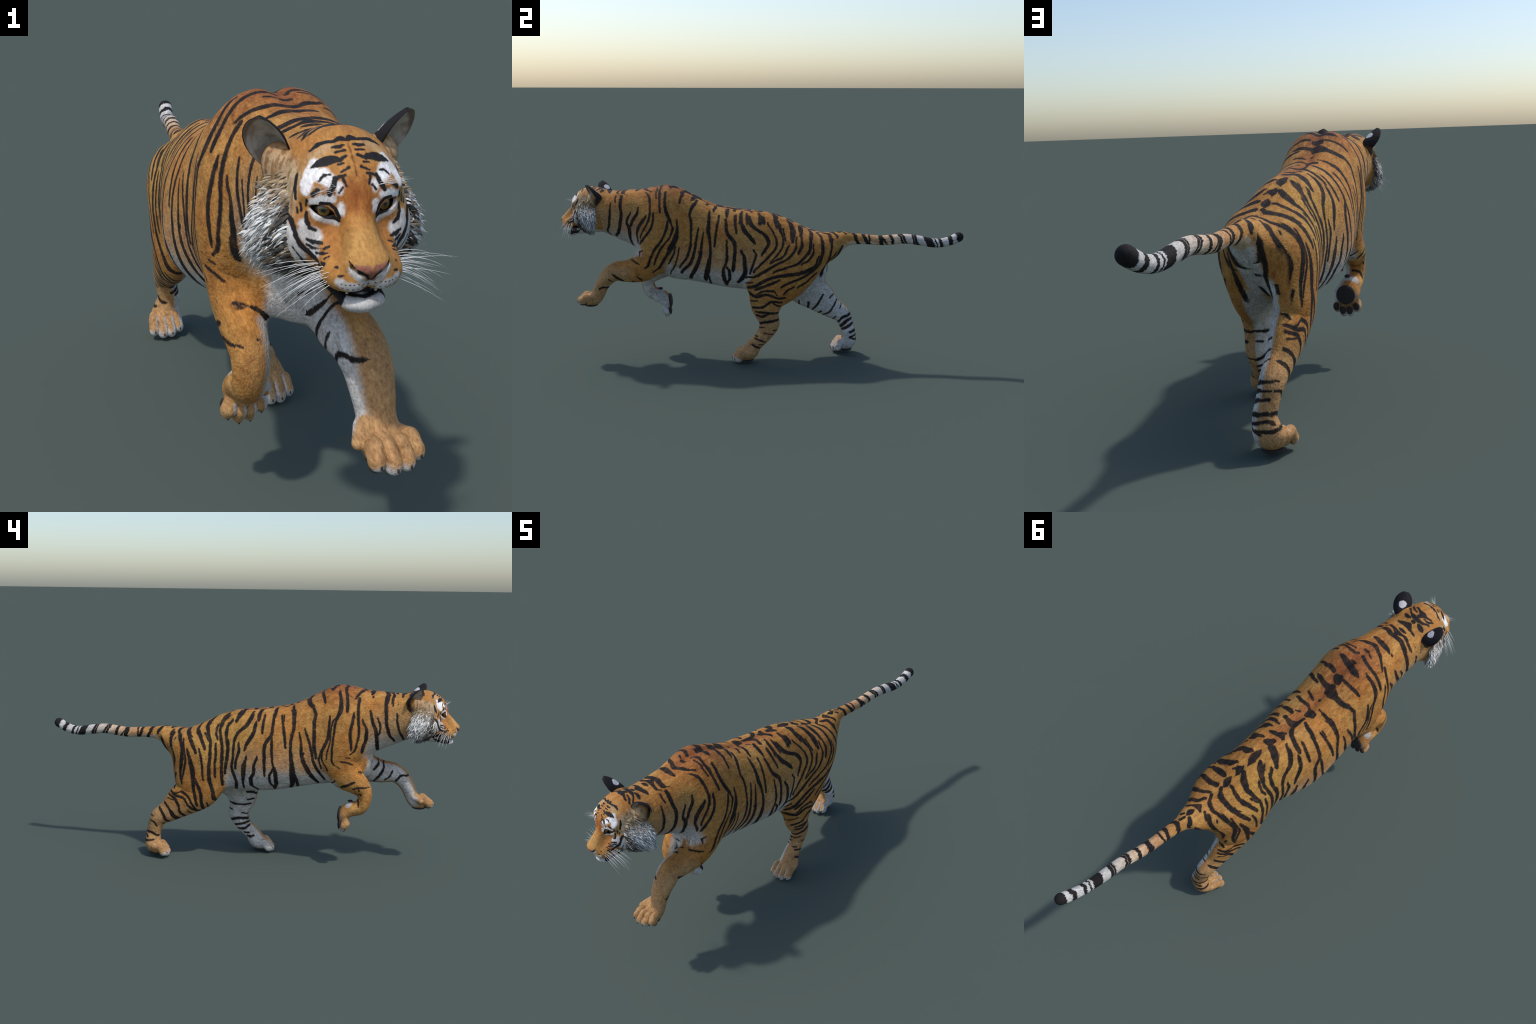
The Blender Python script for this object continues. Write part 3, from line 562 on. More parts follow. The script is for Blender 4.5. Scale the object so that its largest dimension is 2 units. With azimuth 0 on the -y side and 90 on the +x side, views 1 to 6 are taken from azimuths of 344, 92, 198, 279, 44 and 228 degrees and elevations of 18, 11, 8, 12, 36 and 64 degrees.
stripe(RIGHT_INNER, (0.464, 0.208, 0.0055), (0.426, 0.194, 0.0055), (0.398, 0.163, 0.0055))
stripe(RIGHT_INNER, (0.466, 0.187, 0.0067), (0.439, 0.170, 0.0067), (0.411, 0.139, 0.0068))
stripe(RIGHT_INNER, (0.476, 0.162, 0.0061), (0.451, 0.146, 0.0061), (0.422, 0.129, 0.0061))
stripe(RIGHT_INNER, (0.489, 0.125, 0.0074), (0.460, 0.117, 0.0073))
stripe(RIGHT_INNER, (0.493, 0.101, 0.0049), (0.461, 0.091, 0.0049))
stripe(RIGHT_INNER, (0.461, 0.091, 0.0049), (0.496, 0.072, 0.0049))
stripe(RIGHT_INNER, (0.346, 0.452, 0.0036), (0.343, 0.426, 0.0036))

TOP = []
stripe(TOP, (0.078, -0.525, 0.0023), (0.056, -0.546, 0.0045), (0.032, -0.558, 0.0073), (0.004, -0.570, 0.0079), (-0.028, -0.558, 0.0073), (-0.063, -0.541, 0.0056), (-0.087, -0.526, 0.0039), (-0.102, -0.519, 0.0028))
stripe(TOP, (0.040, -0.602, 0.0040), (0.007, -0.601, 0.0085), (-0.019, -0.599, 0.0096), (-0.044, -0.599, 0.0067), (-0.057, -0.595, 0.0039))
stripe(TOP, (0.013, -0.523, 0.0078), (-0.006, -0.526, 0.0078))
stripe(TOP, (-0.014, -0.520, 0.0039), (-0.034, -0.509, 0.0039))
stripe(TOP, (0.110, -0.472, 0.0028), (0.085, -0.480, 0.0039), (0.049, -0.476, 0.0056), (0.025, -0.480, 0.0067), (0.013, -0.492, 0.0056))
stripe(TOP, (0.085, -0.493, 0.0028), (0.060, -0.495, 0.0028), (0.036, -0.498, 0.0028))
stripe(TOP, (-0.003, -0.491, 0.0061), (-0.030, -0.480, 0.0066), (-0.059, -0.477, 0.0061), (-0.082, -0.480, 0.0061), (-0.101, -0.484, 0.0050), (-0.116, -0.479, 0.0034))
stripe(TOP, (0.059, -0.431, 0.0044), (0.027, -0.428, 0.0094), (-0.005, -0.425, 0.0111), (-0.034, -0.416, 0.0099), (-0.061, -0.416, 0.0050))
stripe(TOP, (0.010, -0.447, 0.0067), (-0.015, -0.444, 0.0066))
stripe(TOP, (0.083, -0.372, 0.0045), (0.056, -0.374, 0.0072), (0.024, -0.370, 0.0100))
stripe(TOP, (0.011, -0.366, 0.0111), (-0.008, -0.360, 0.0155), (-0.025, -0.347, 0.0094))
stripe(TOP, (-0.022, -0.365, 0.0050), (-0.050, -0.369, 0.0050), (-0.075, -0.373, 0.0050), (-0.100, -0.382, 0.0050))
stripe(TOP, (-0.069, -0.450, 0.0039), (-0.089, -0.447, 0.0039), (-0.107, -0.456, 0.0039), (-0.121, -0.455, 0.0039))
stripe(TOP, (0.068, -0.326, 0.0062), (0.037, -0.316, 0.0072), (0.011, -0.315, 0.0094), (-0.010, -0.319, 0.0155), (-0.028, -0.306, 0.0166), (-0.052, -0.303, 0.0111))
stripe(TOP, (-0.052, -0.303, 0.0099), (-0.067, -0.308, 0.0094), (-0.092, -0.316, 0.0066), (-0.113, -0.333, 0.0061), (-0.126, -0.338, 0.0056), (-0.140, -0.338, 0.0045), (-0.149, -0.346, 0.0029))
stripe(TOP, (-0.004, -0.298, 0.0111), (-0.023, -0.303, 0.0111))
stripe(TOP, (0.088, -0.310, 0.0051), (0.047, -0.302, 0.0050))
stripe(TOP, (0.052, -0.257, 0.0045), (0.027, -0.249, 0.0045), (0.009, -0.244, 0.0045))
stripe(TOP, (0.074, -0.219, 0.0056), (0.040, -0.213, 0.0056), (0.007, -0.216, 0.0056), (-0.010, -0.209, 0.0056))
stripe(TOP, (-0.014, -0.183, 0.0111), (-0.022, -0.198, 0.0155), (-0.042, -0.208, 0.0111))
stripe(TOP, (-0.010, -0.258, 0.0056), (-0.012, -0.262, 0.0056))
stripe(TOP, (-0.038, -0.233, 0.0033), (-0.053, -0.233, 0.0033))
stripe(TOP, (-0.057, -0.232, 0.0050), (-0.082, -0.237, 0.0050), (-0.105, -0.247, 0.0050), (-0.126, -0.245, 0.0050), (-0.148, -0.248, 0.0051))
stripe(TOP, (0.092, -0.155, 0.0040), (0.059, -0.155, 0.0073), (0.027, -0.152, 0.0067))
stripe(TOP, (0.027, -0.167, 0.0039), (0.010, -0.178, 0.0039))
stripe(TOP, (0.043, -0.119, 0.0084), (0.008, -0.116, 0.0100), (-0.016, -0.125, 0.0127), (-0.022, -0.145, 0.0111), (-0.027, -0.167, 0.0044))
stripe(TOP, (-0.017, -0.117, 0.0077), (-0.030, -0.094, 0.0077), (-0.056, -0.078, 0.0077))
stripe(TOP, (-0.038, -0.157, 0.0066), (-0.065, -0.152, 0.0066), (-0.086, -0.152, 0.0066), (-0.105, -0.150, 0.0067))
stripe(TOP, (0.105, -0.090, 0.0028), (0.068, -0.088, 0.0056), (0.028, -0.083, 0.0039))
stripe(TOP, (0.108, -0.115, 0.0034), (0.072, -0.118, 0.0034))
stripe(TOP, (0.117, -0.048, 0.0052), (0.083, -0.057, 0.0051), (0.044, -0.060, 0.0050))
stripe(TOP, (-0.102, -0.194, 0.0039), (-0.126, -0.197, 0.0039))
stripe(TOP, (-0.021, -0.108, 0.0075), (-0.043, -0.083, 0.0075), (-0.075, -0.075, 0.0075), (-0.105, -0.074, 0.0076))
stripe(TOP, (0.031, -0.036, 0.0075), (0.002, -0.048, 0.0075), (-0.017, -0.059, 0.0128), (-0.034, -0.051, 0.0060))
stripe(TOP, (-0.010, -0.058, 0.0060), (-0.021, -0.075, 0.0060))
stripe(TOP, (0.013, 0.010, 0.0068), (-0.008, -0.004, 0.0128), (-0.017, -0.022, 0.0075))
stripe(TOP, (-0.012, 0.004, 0.0075), (-0.043, 0.011, 0.0127), (-0.067, 0.022, 0.0105), (-0.086, 0.034, 0.0030))
stripe(TOP, (0.113, 0.005, 0.0031), (0.064, 0.009, 0.0084), (0.027, -0.002, 0.0038))
stripe(TOP, (-0.053, -0.049, 0.0030), (-0.084, -0.037, 0.0075), (-0.110, -0.025, 0.0076), (-0.114, 0.008, 0.0061), (-0.121, 0.035, 0.0053), (-0.130, 0.052, 0.0054), (-0.131, 0.084, 0.0046))
stripe(TOP, (0.105, 0.058, 0.0023), (0.097, 0.038, 0.0023))
stripe(TOP, (0.107, 0.098, 0.0039), (0.067, 0.082, 0.0061), (0.036, 0.082, 0.0113), (0.012, 0.068, 0.0060))
stripe(TOP, (-0.006, 0.044, 0.0052), (-0.008, 0.080, 0.0142), (-0.017, 0.118, 0.0037))
stripe(TOP, (0.130, 0.164, 0.0039), (0.079, 0.163, 0.0076), (0.045, 0.155, 0.0098), (0.024, 0.137, 0.0038))
stripe(TOP, (-0.005, 0.133, 0.0045), (0.001, 0.152, 0.0135), (-0.007, 0.174, 0.0037))
stripe(TOP, (0.022, 0.167, 0.0045), (0.004, 0.145, 0.0045))
stripe(TOP, (0.098, 0.208, 0.0038), (0.058, 0.205, 0.0098), (0.023, 0.204, 0.0083))
stripe(TOP, (-0.036, 0.074, 0.0052), (-0.057, 0.093, 0.0097), (-0.085, 0.103, 0.0075), (-0.112, 0.107, 0.0053), (-0.126, 0.115, 0.0046))
stripe(TOP, (-0.078, 0.052, 0.0052), (-0.098, 0.069, 0.0053), (-0.117, 0.077, 0.0053), (-0.124, 0.093, 0.0054))
stripe(TOP, (-0.017, 0.147, 0.0082), (-0.045, 0.167, 0.0112), (-0.077, 0.176, 0.0082), (-0.113, 0.163, 0.0053))
stripe(TOP, (0.003, 0.191, 0.0045), (0.001, 0.218, 0.0120), (-0.001, 0.235, 0.0053))
stripe(TOP, (0.106, 0.258, 0.0054), (0.055, 0.258, 0.0083), (0.019, 0.248, 0.0113))
stripe(TOP, (-0.019, 0.215, 0.0067), (-0.061, 0.221, 0.0067), (-0.096, 0.218, 0.0067), (-0.124, 0.193, 0.0068))
stripe(TOP, (-0.081, 0.119, 0.0052), (-0.098, 0.130, 0.0053), (-0.114, 0.129, 0.0053))
stripe(TOP, (0.005, 0.245, 0.0090), (-0.013, 0.264, 0.0105), (-0.049, 0.270, 0.0082), (-0.091, 0.267, 0.0082), (-0.129, 0.238, 0.0053))
stripe(TOP, (0.088, 0.319, 0.0057), (0.049, 0.303, 0.0057), (0.019, 0.283, 0.0056))
stripe(TOP, (0.013, 0.288, 0.0083), (-0.008, 0.314, 0.0075), (-0.037, 0.325, 0.0067), (-0.073, 0.317, 0.0060), (-0.098, 0.309, 0.0068), (-0.123, 0.299, 0.0099), (-0.124, 0.296, 0.0063))
stripe(TOP, (0.077, 0.359, 0.0069), (0.031, 0.346, 0.0075), (0.011, 0.314, 0.0068))
stripe(TOP, (0.046, 0.388, 0.0045), (0.018, 0.366, 0.0060), (-0.001, 0.357, 0.0112), (-0.017, 0.365, 0.0045))
stripe(TOP, (0.005, 0.383, 0.0052), (0.007, 0.398, 0.0104), (0.005, 0.416, 0.0045))
stripe(TOP, (-0.025, 0.353, 0.0052), (-0.054, 0.365, 0.0052), (-0.074, 0.360, 0.0053), (-0.089, 0.348, 0.0054), (-0.078, 0.334, 0.0056))
stripe(TOP, (0.026, 0.431, 0.0052), (0.017, 0.418, 0.0052))
stripe(TOP, (0.010, 0.450, 0.0059), (0.004, 0.426, 0.0059))
stripe(TOP, (-0.009, 0.413, 0.0074), (-0.025, 0.425, 0.0074), (-0.029, 0.437, 0.0075))
stripe(TOP, (-0.103, 0.184, 0.0041), (-0.122, 0.166, 0.0042), (-0.140, 0.168, 0.0042), (-0.135, 0.161, 0.0044))
stripe(TOP, (-0.130, 0.219, 0.0042), (-0.142, 0.206, 0.0042), (-0.137, 0.184, 0.0044))
stripe(TOP, (-0.123, 0.273, 0.0030), (-0.138, 0.254, 0.0069), (-0.136, 0.211, 0.0064))
stripe(TOP, (0.060, -0.650, 0.0021), (0.051, -0.666, 0.0057), (0.031, -0.670, 0.0088), (0.006, -0.663, 0.0093), (-0.019, -0.667, 0.0077), (-0.047, -0.670, 0.0093), (-0.073, -0.665, 0.0088), (-0.093, -0.661, 0.0067), (-0.105, -0.654, 0.0042), (-0.108, -0.648, 0.0031))
stripe(TOP, (0.055, -0.685, 0.0016), (0.040, -0.698, 0.0042), (0.014, -0.693, 0.0062), (-0.009, -0.685, 0.0114), (-0.025, -0.691, 0.0062), (-0.045, -0.697, 0.0057), (-0.067, -0.692, 0.0052), (-0.094, -0.688, 0.0031))
stripe(TOP, (0.005, -0.710, 0.0026), (-0.013, -0.710, 0.0057), (-0.031, -0.711, 0.0026))
stripe(TOP, (0.035, -0.737, 0.0047), (0.007, -0.742, 0.0088), (-0.014, -0.746, 0.0114), (-0.035, -0.736, 0.0052), (-0.059, -0.735, 0.0026))
stripe(TOP, (0.039, -0.781, 0.0042), (0.021, -0.775, 0.0068), (0.006, -0.775, 0.0031))
stripe(TOP, (-0.009, -0.772, 0.0086), (-0.021, -0.770, 0.0086))
stripe(TOP, (-0.036, -0.774, 0.0031), (-0.053, -0.773, 0.0078), (-0.070, -0.773, 0.0031))
stripe(TOP, (0.046, -0.813, 0.0037), (0.020, -0.794, 0.0042), (-0.003, -0.787, 0.0078), (-0.027, -0.786, 0.0067), (-0.050, -0.793, 0.0047), (-0.070, -0.807, 0.0031))
stripe(TOP, (0.039, -0.829, 0.0032), (0.025, -0.817, 0.0031), (0.004, -0.809, 0.0031))
stripe(TOP, (0.024, -0.831, 0.0031), (-0.001, -0.822, 0.0052), (-0.021, -0.816, 0.0104), (-0.038, -0.818, 0.0052), (-0.063, -0.829, 0.0026))
stripe(TOP, (-0.007, -0.802, 0.0031), (-0.017, -0.801, 0.0073), (-0.026, -0.804, 0.0031))
stripe(TOP, (-0.037, -0.806, 0.0021), (-0.057, -0.811, 0.0036), (-0.072, -0.829, 0.0023))
stripe(TOP, (-0.088, -0.716, 0.0016), (-0.105, -0.708, 0.0021), (-0.110, -0.710, 0.0042), (-0.110, -0.704, 0.0026))

REAR = []
stripe(REAR, (-0.039, 0.616, 0.0025), (-0.043, 0.575, 0.0055), (-0.043, 0.513, 0.0063), (-0.033, 0.465, 0.0058), (-0.040, 0.401, 0.0039))
stripe(REAR, (0.061, 0.549, 0.0038), (0.067, 0.488, 0.0052), (0.065, 0.442, 0.0066), (0.062, 0.375, 0.0048))
stripe(REAR, (-0.045, 0.208, 0.0043), (-0.085, 0.210, 0.0043))
stripe(REAR, (-0.043, 0.185, 0.0034), (-0.080, 0.187, 0.0034))
stripe(REAR, (-0.039, 0.161, 0.0047), (-0.077, 0.164, 0.0047))
stripe(REAR, (-0.035, 0.124, 0.0043), (-0.070, 0.128, 0.0043), (-0.087, 0.121, 0.0043))
stripe(REAR, (-0.034, 0.101, 0.0043), (-0.071, 0.107, 0.0043), (-0.093, 0.101, 0.0043))
stripe(REAR, (-0.034, 0.079, 0.0043), (-0.063, 0.080, 0.0043), (-0.091, 0.080, 0.0043), (-0.100, 0.085, 0.0043))

H_BLACK = []
stripe(H_BLACK, (0.0566, -0.8982, 0.8134, 0.0011), (0.0475, -0.9013, 0.8188, 0.0059), (0.0372, -0.9050, 0.8223, 0.0081), (0.0236, -0.9088, 0.8250, 0.0051))
stripe(H_BLACK, (0.0191, -0.9122, 0.8235, 0.0027), (0.0096, -0.9089, 0.8281, 0.0024))
stripe(H_BLACK, (0.0511, -0.8738, 0.8325, 0.0019), (0.0392, -0.8725, 0.8402, 0.0044), (0.0286, -0.8757, 0.8433, 0.0033), (0.0171, -0.8801, 0.8445, 0.0025))
stripe(H_BLACK, (0.0171, -0.8801, 0.8445, 0.0027), (0.0076, -0.8770, 0.8473, 0.0055), (0.0019, -0.8816, 0.8455, 0.0027))
stripe(H_BLACK, (0.0222, -0.8902, 0.8382, 0.0019), (0.0137, -0.8925, 0.8387, 0.0035), (0.0070, -0.8913, 0.8402, 0.0011))
stripe(H_BLACK, (0.0208, -0.8996, 0.8327, 0.0016), (0.0085, -0.9008, 0.8342, 0.0019))
stripe(H_BLACK, (0.0203, -0.9248, 0.8092, 0.0012), (0.0093, -0.9230, 0.8143, 0.0019))
stripe(H_BLACK, (0.0199, -0.9299, 0.8015, 0.0019), (0.0167, -0.9347, 0.7921, 0.0009))
stripe(H_BLACK, (0.0513, -0.9188, 0.7985, 0.0011), (0.0445, -0.9173, 0.8051, 0.0016), (0.0365, -0.9207, 0.8065, 0.0011))
stripe(H_BLACK, (0.0300, -0.9267, 0.8017, 0.0029), (0.0338, -0.9306, 0.7914, 0.0029), (0.0401, -0.9315, 0.7812, 0.0032))
stripe(H_BLACK, (0.0618, -0.9224, 0.7805, 0.0032), (0.0547, -0.9249, 0.7866, 0.0024))
stripe(H_BLACK, (0.0743, -0.8833, 0.8010, 0.0025), (0.0787, -0.8878, 0.7855, 0.0038), (0.0801, -0.8939, 0.7702, 0.0025))
stripe(H_BLACK, (0.0690, -0.9145, 0.7708, 0.0020), (0.0697, -0.9107, 0.7629, 0.0014))
stripe(H_BLACK, (0.0796, -0.8990, 0.7573, 0.0012), (0.0797, -0.9010, 0.7508, 0.0014))
stripe(H_BLACK, (0.0750, -0.9040, 0.7638, 0.0022), (0.0750, -0.9053, 0.7543, 0.0016))
stripe(H_BLACK, (0.0689, -0.9115, 0.7525, 0.0019), (0.0695, -0.9122, 0.7400, 0.0030), (0.0662, -0.9148, 0.7318, 0.0030), (0.0586, -0.9174, 0.7263, 0.0016))
stripe(H_BLACK, (0.0921, -0.8825, 0.7466, 0.0023), (0.0884, -0.8936, 0.7390, 0.0042), (0.0856, -0.9012, 0.7276, 0.0037), (0.0833, -0.9049, 0.7137, 0.0034), (0.0760, -0.9087, 0.7007, 0.0042), (0.0649, -0.9150, 0.6895, 0.0042), (0.0590, -0.9304, 0.6820, 0.0034), (0.0588, -0.9428, 0.6788, 0.0022))
stripe(H_BLACK, (0.0704, -0.9140, 0.7135, 0.0011), (0.0625, -0.9191, 0.7098, 0.0034), (0.0515, -0.9266, 0.7094, 0.0014))
stripe(H_BLACK, (0.0705, -0.9135, 0.7053, 0.0011), (0.0646, -0.9180, 0.7016, 0.0020), (0.0575, -0.9266, 0.7013, 0.0008))
stripe(H_BLACK, (0.0599, -0.9242, 0.6949, 0.0011), (0.0523, -0.9389, 0.6973, 0.0019), (0.0476, -0.9427, 0.6987, 0.0008))
stripe(H_BLACK, (0.0508, -0.9338, 0.7028, 0.0010), (0.0441, -0.9359, 0.7057, 0.0012))
stripe(H_BLACK, (0.0575, -0.9412, 0.6855, 0.0014), (0.0557, -0.9502, 0.6854, 0.0019))
stripe(H_BLACK, (0.0539, -0.9442, 0.6919, 0.0011), (0.0476, -0.9476, 0.6960, 0.0011))
stripe(H_BLACK, (0.0443, -0.9699, 0.6871, 0.0009), (0.0422, -0.9725, 0.6871, 0.0009))
stripe(H_BLACK, (0.0420, -0.9784, 0.6761, 0.0009), (0.0367, -0.9819, 0.6775, 0.0009))
stripe(H_BLACK, (0.0168, -0.9282, 0.8054, 0.0013), (0.0254, -0.9275, 0.8030, 0.0020), (0.0302, -0.9278, 0.7996, 0.0016))
stripe(H_BLACK, (0.0216, -0.9345, 0.7896, 0.0013), (0.0270, -0.9348, 0.7829, 0.0013))
stripe(H_BLACK, (0.0801, -0.8993, 0.6861, 0.0011), (0.0678, -0.8952, 0.6696, 0.0020), (0.0512, -0.8752, 0.6500, 0.0024), (0.0457, -0.8829, 0.6489, 0.0018))
stripe(H_BLACK, (0.0879, -0.8972, 0.6984, 0.0009), (0.0801, -0.8993, 0.6861, 0.0011))
stripe(H_BLACK, (0.0225, -0.9163, 0.8185, 0.0008), (0.0151, -0.9172, 0.8197, 0.0012))

H_BROWN = []
stripe(H_BROWN, (0.0000, -0.8887, 0.8417, 0.0008), (0.0000, -0.9084, 0.8289, 0.0013), (0.0000, -0.9263, 0.8107, 0.0013), (0.0000, -0.9306, 0.8043, 0.0011))

H_WHITE = []
stripe(H_WHITE, (0.0527, -0.8948, 0.8195, 0.0054), (0.0579, -0.9029, 0.8080, 0.0108), (0.0664, -0.9073, 0.7959, 0.0094), (0.0696, -0.9132, 0.7866, 0.0067))
stripe(H_WHITE, (0.0462, -0.9158, 0.8056, 0.0094), (0.0379, -0.9254, 0.7988, 0.0073))
stripe(H_WHITE, (0.0263, -0.9323, 0.7924, 0.0040), (0.0258, -0.9348, 0.7847, 0.0029))
stripe(H_WHITE, (0.0253, -0.9367, 0.7638, 0.0029), (0.0255, -0.9366, 0.7555, 0.0035))
stripe(H_WHITE, (0.0633, -0.9190, 0.7686, 0.0032), (0.0503, -0.9279, 0.7731, 0.0048), (0.0378, -0.9326, 0.7744, 0.0040))
stripe(H_WHITE, (0.0619, -0.9132, 0.7564, 0.0016), (0.0585, -0.9197, 0.7480, 0.0019), (0.0495, -0.9219, 0.7427, 0.0020), (0.0375, -0.9239, 0.7392, 0.0022), (0.0294, -0.9297, 0.7385, 0.0019))
stripe(H_WHITE, (0.0745, -0.9095, 0.7355, 0.0055), (0.0702, -0.9134, 0.7261, 0.0082), (0.0605, -0.9183, 0.7179, 0.0096))
stripe(H_WHITE, (0.0757, -0.9105, 0.7234, 0.0070), (0.0697, -0.9143, 0.7165, 0.0084), (0.0650, -0.9175, 0.7081, 0.0077), (0.0599, -0.9242, 0.6949, 0.0056))
stripe(H_WHITE, (0.0953, -0.8848, 0.7328, 0.0048), (0.0910, -0.8957, 0.7206, 0.0048), (0.0845, -0.9020, 0.7025, 0.0048), (0.0752, -0.9037, 0.6870, 0.0048))
stripe(H_WHITE, (0.0418, -0.9792, 0.6663, 0.0046), (0.0319, -0.9835, 0.6608, 0.0054), (0.0183, -0.9848, 0.6582, 0.0057), (0.0079, -0.9475, 0.6426, 0.0051))
stripe(H_WHITE, (0.0273, -0.9881, 0.6864, 0.0024), (0.0168, -0.9898, 0.6743, 0.0035), (0.0030, -0.9814, 0.6623, 0.0035))
stripe(H_WHITE, (0.0925, -0.8935, 0.7067, 0.0043), (0.0850, -0.8960, 0.6886, 0.0051), (0.0732, -0.8931, 0.6711, 0.0049), (0.0585, -0.8803, 0.6557, 0.0035))

H_PALE = []
stripe(H_PALE, (0.0788, -0.8670, 0.8020, 0.0083), (0.0852, -0.8665, 0.7825, 0.0111), (0.0883, -0.8767, 0.7638, 0.0111), (0.0881, -0.8862, 0.7534, 0.0083))
stripe(H_PALE, (0.0505, -0.8872, 0.8261, 0.0068), (0.0314, -0.8852, 0.8378, 0.0054))
stripe(H_PALE, (0.0939, -0.8739, 0.7507, 0.0070), (0.0835, -0.8824, 0.7748, 0.0083), (0.0759, -0.8889, 0.7926, 0.0055))

H_EYELINE = []
stripe(H_EYELINE, (0.0532, -0.8949, 0.7556, 0.0014), (0.0514, -0.9264, 0.7679, 0.0016), (0.0402, -0.9310, 0.7673, 0.0016), (0.0327, -0.9331, 0.7601, 0.0016), (0.0276, -0.9339, 0.7473, 0.0022))
stripe(H_EYELINE, (0.0536, -0.8961, 0.7546, 0.0017), (0.0521, -0.9166, 0.7493, 0.0024), (0.0431, -0.9245, 0.7470, 0.0022), (0.0344, -0.9283, 0.7464, 0.0027), (0.0279, -0.9323, 0.7426, 0.0024))

H_NOSE = []
stripe(H_NOSE, (0.0218, -0.9930, 0.6917, 0.0021), (0.0159, -0.9963, 0.6900, 0.0035), (0.0057, -0.9989, 0.6883, 0.0040), (0.0014, -0.9940, 0.6764, 0.0032), (0.0045, -0.9869, 0.6692, 0.0019))

H_NOSTRIL = []
stripe(H_NOSTRIL, (0.0286, -0.9837, 0.6979, 0.0013), (0.0249, -0.9897, 0.6923, 0.0019), (0.0147, -0.9878, 0.6819, 0.0032), (0.0069, -0.9939, 0.6788, 0.0029), (0.0012, -0.9862, 0.6694, 0.0016))

H_DOTS = []
stripe(H_DOTS, (0.0400, -0.9802, 0.6647, 0.0009), (0.0393, -0.9806, 0.6648, 0.0009))
stripe(H_DOTS, (0.0345, -0.9831, 0.6636, 0.0009), (0.0338, -0.9834, 0.6637, 0.0009))
stripe(H_DOTS, (0.0288, -0.9851, 0.6631, 0.0009), (0.0281, -0.9853, 0.6631, 0.0009))
stripe(H_DOTS, (0.0229, -0.9864, 0.6634, 0.0009), (0.0221, -0.9864, 0.6633, 0.0009))
stripe(H_DOTS, (0.0166, -0.9865, 0.6635, 0.0009), (0.0157, -0.9864, 0.6634, 0.0009))
stripe(H_DOTS, (0.0090, -0.9846, 0.6628, 0.0009), (0.0080, -0.9841, 0.6625, 0.0009))
stripe(H_DOTS, (0.0007, -0.9787, 0.6608, 0.0010), (0.0001, -0.9789, 0.6607, 0.0010))
stripe(H_DOTS, (0.0377, -0.9791, 0.6577, 0.0008), (0.0370, -0.9796, 0.6579, 0.0008))
stripe(H_DOTS, (0.0314, -0.9815, 0.6560, 0.0008), (0.0306, -0.9819, 0.6560, 0.0008))
stripe(H_DOTS, (0.0242, -0.9833, 0.6554, 0.0008), (0.0233, -0.9833, 0.6553, 0.0008))
stripe(H_DOTS, (0.0165, -0.9835, 0.6557, 0.0008), (0.0155, -0.9832, 0.6555, 0.0008))
stripe(H_DOTS, (0.0086, -0.9810, 0.6556, 0.0008), (0.0074, -0.9800, 0.6551, 0.0008))

FRONT = []
stripe(FRONT, (-0.124, -0.530, 0.562, 0.0022), (-0.090, -0.562, 0.560, 0.0027), (-0.041, -0.596, 0.535, 0.0037))
stripe(FRONT, (-0.132, -0.504, 0.541, 0.0022), (-0.100, -0.535, 0.526, 0.0033), (-0.061, -0.577, 0.521, 0.0032), (-0.042, -0.593, 0.515, 0.0048))
stripe(FRONT, (-0.095, -0.556, 0.477, 0.0022), (-0.070, -0.566, 0.469, 0.0044), (-0.047, -0.566, 0.449, 0.0083), (-0.037, -0.574, 0.461, 0.0055))
stripe(FRONT, (-0.075, -0.600, 0.419, 0.0016), (-0.045, -0.577, 0.405, 0.0028), (-0.044, -0.573, 0.410, 0.0033))
stripe(FRONT, (-0.113, -0.592, 0.409, 0.0027), (-0.105, -0.599, 0.407, 0.0027))

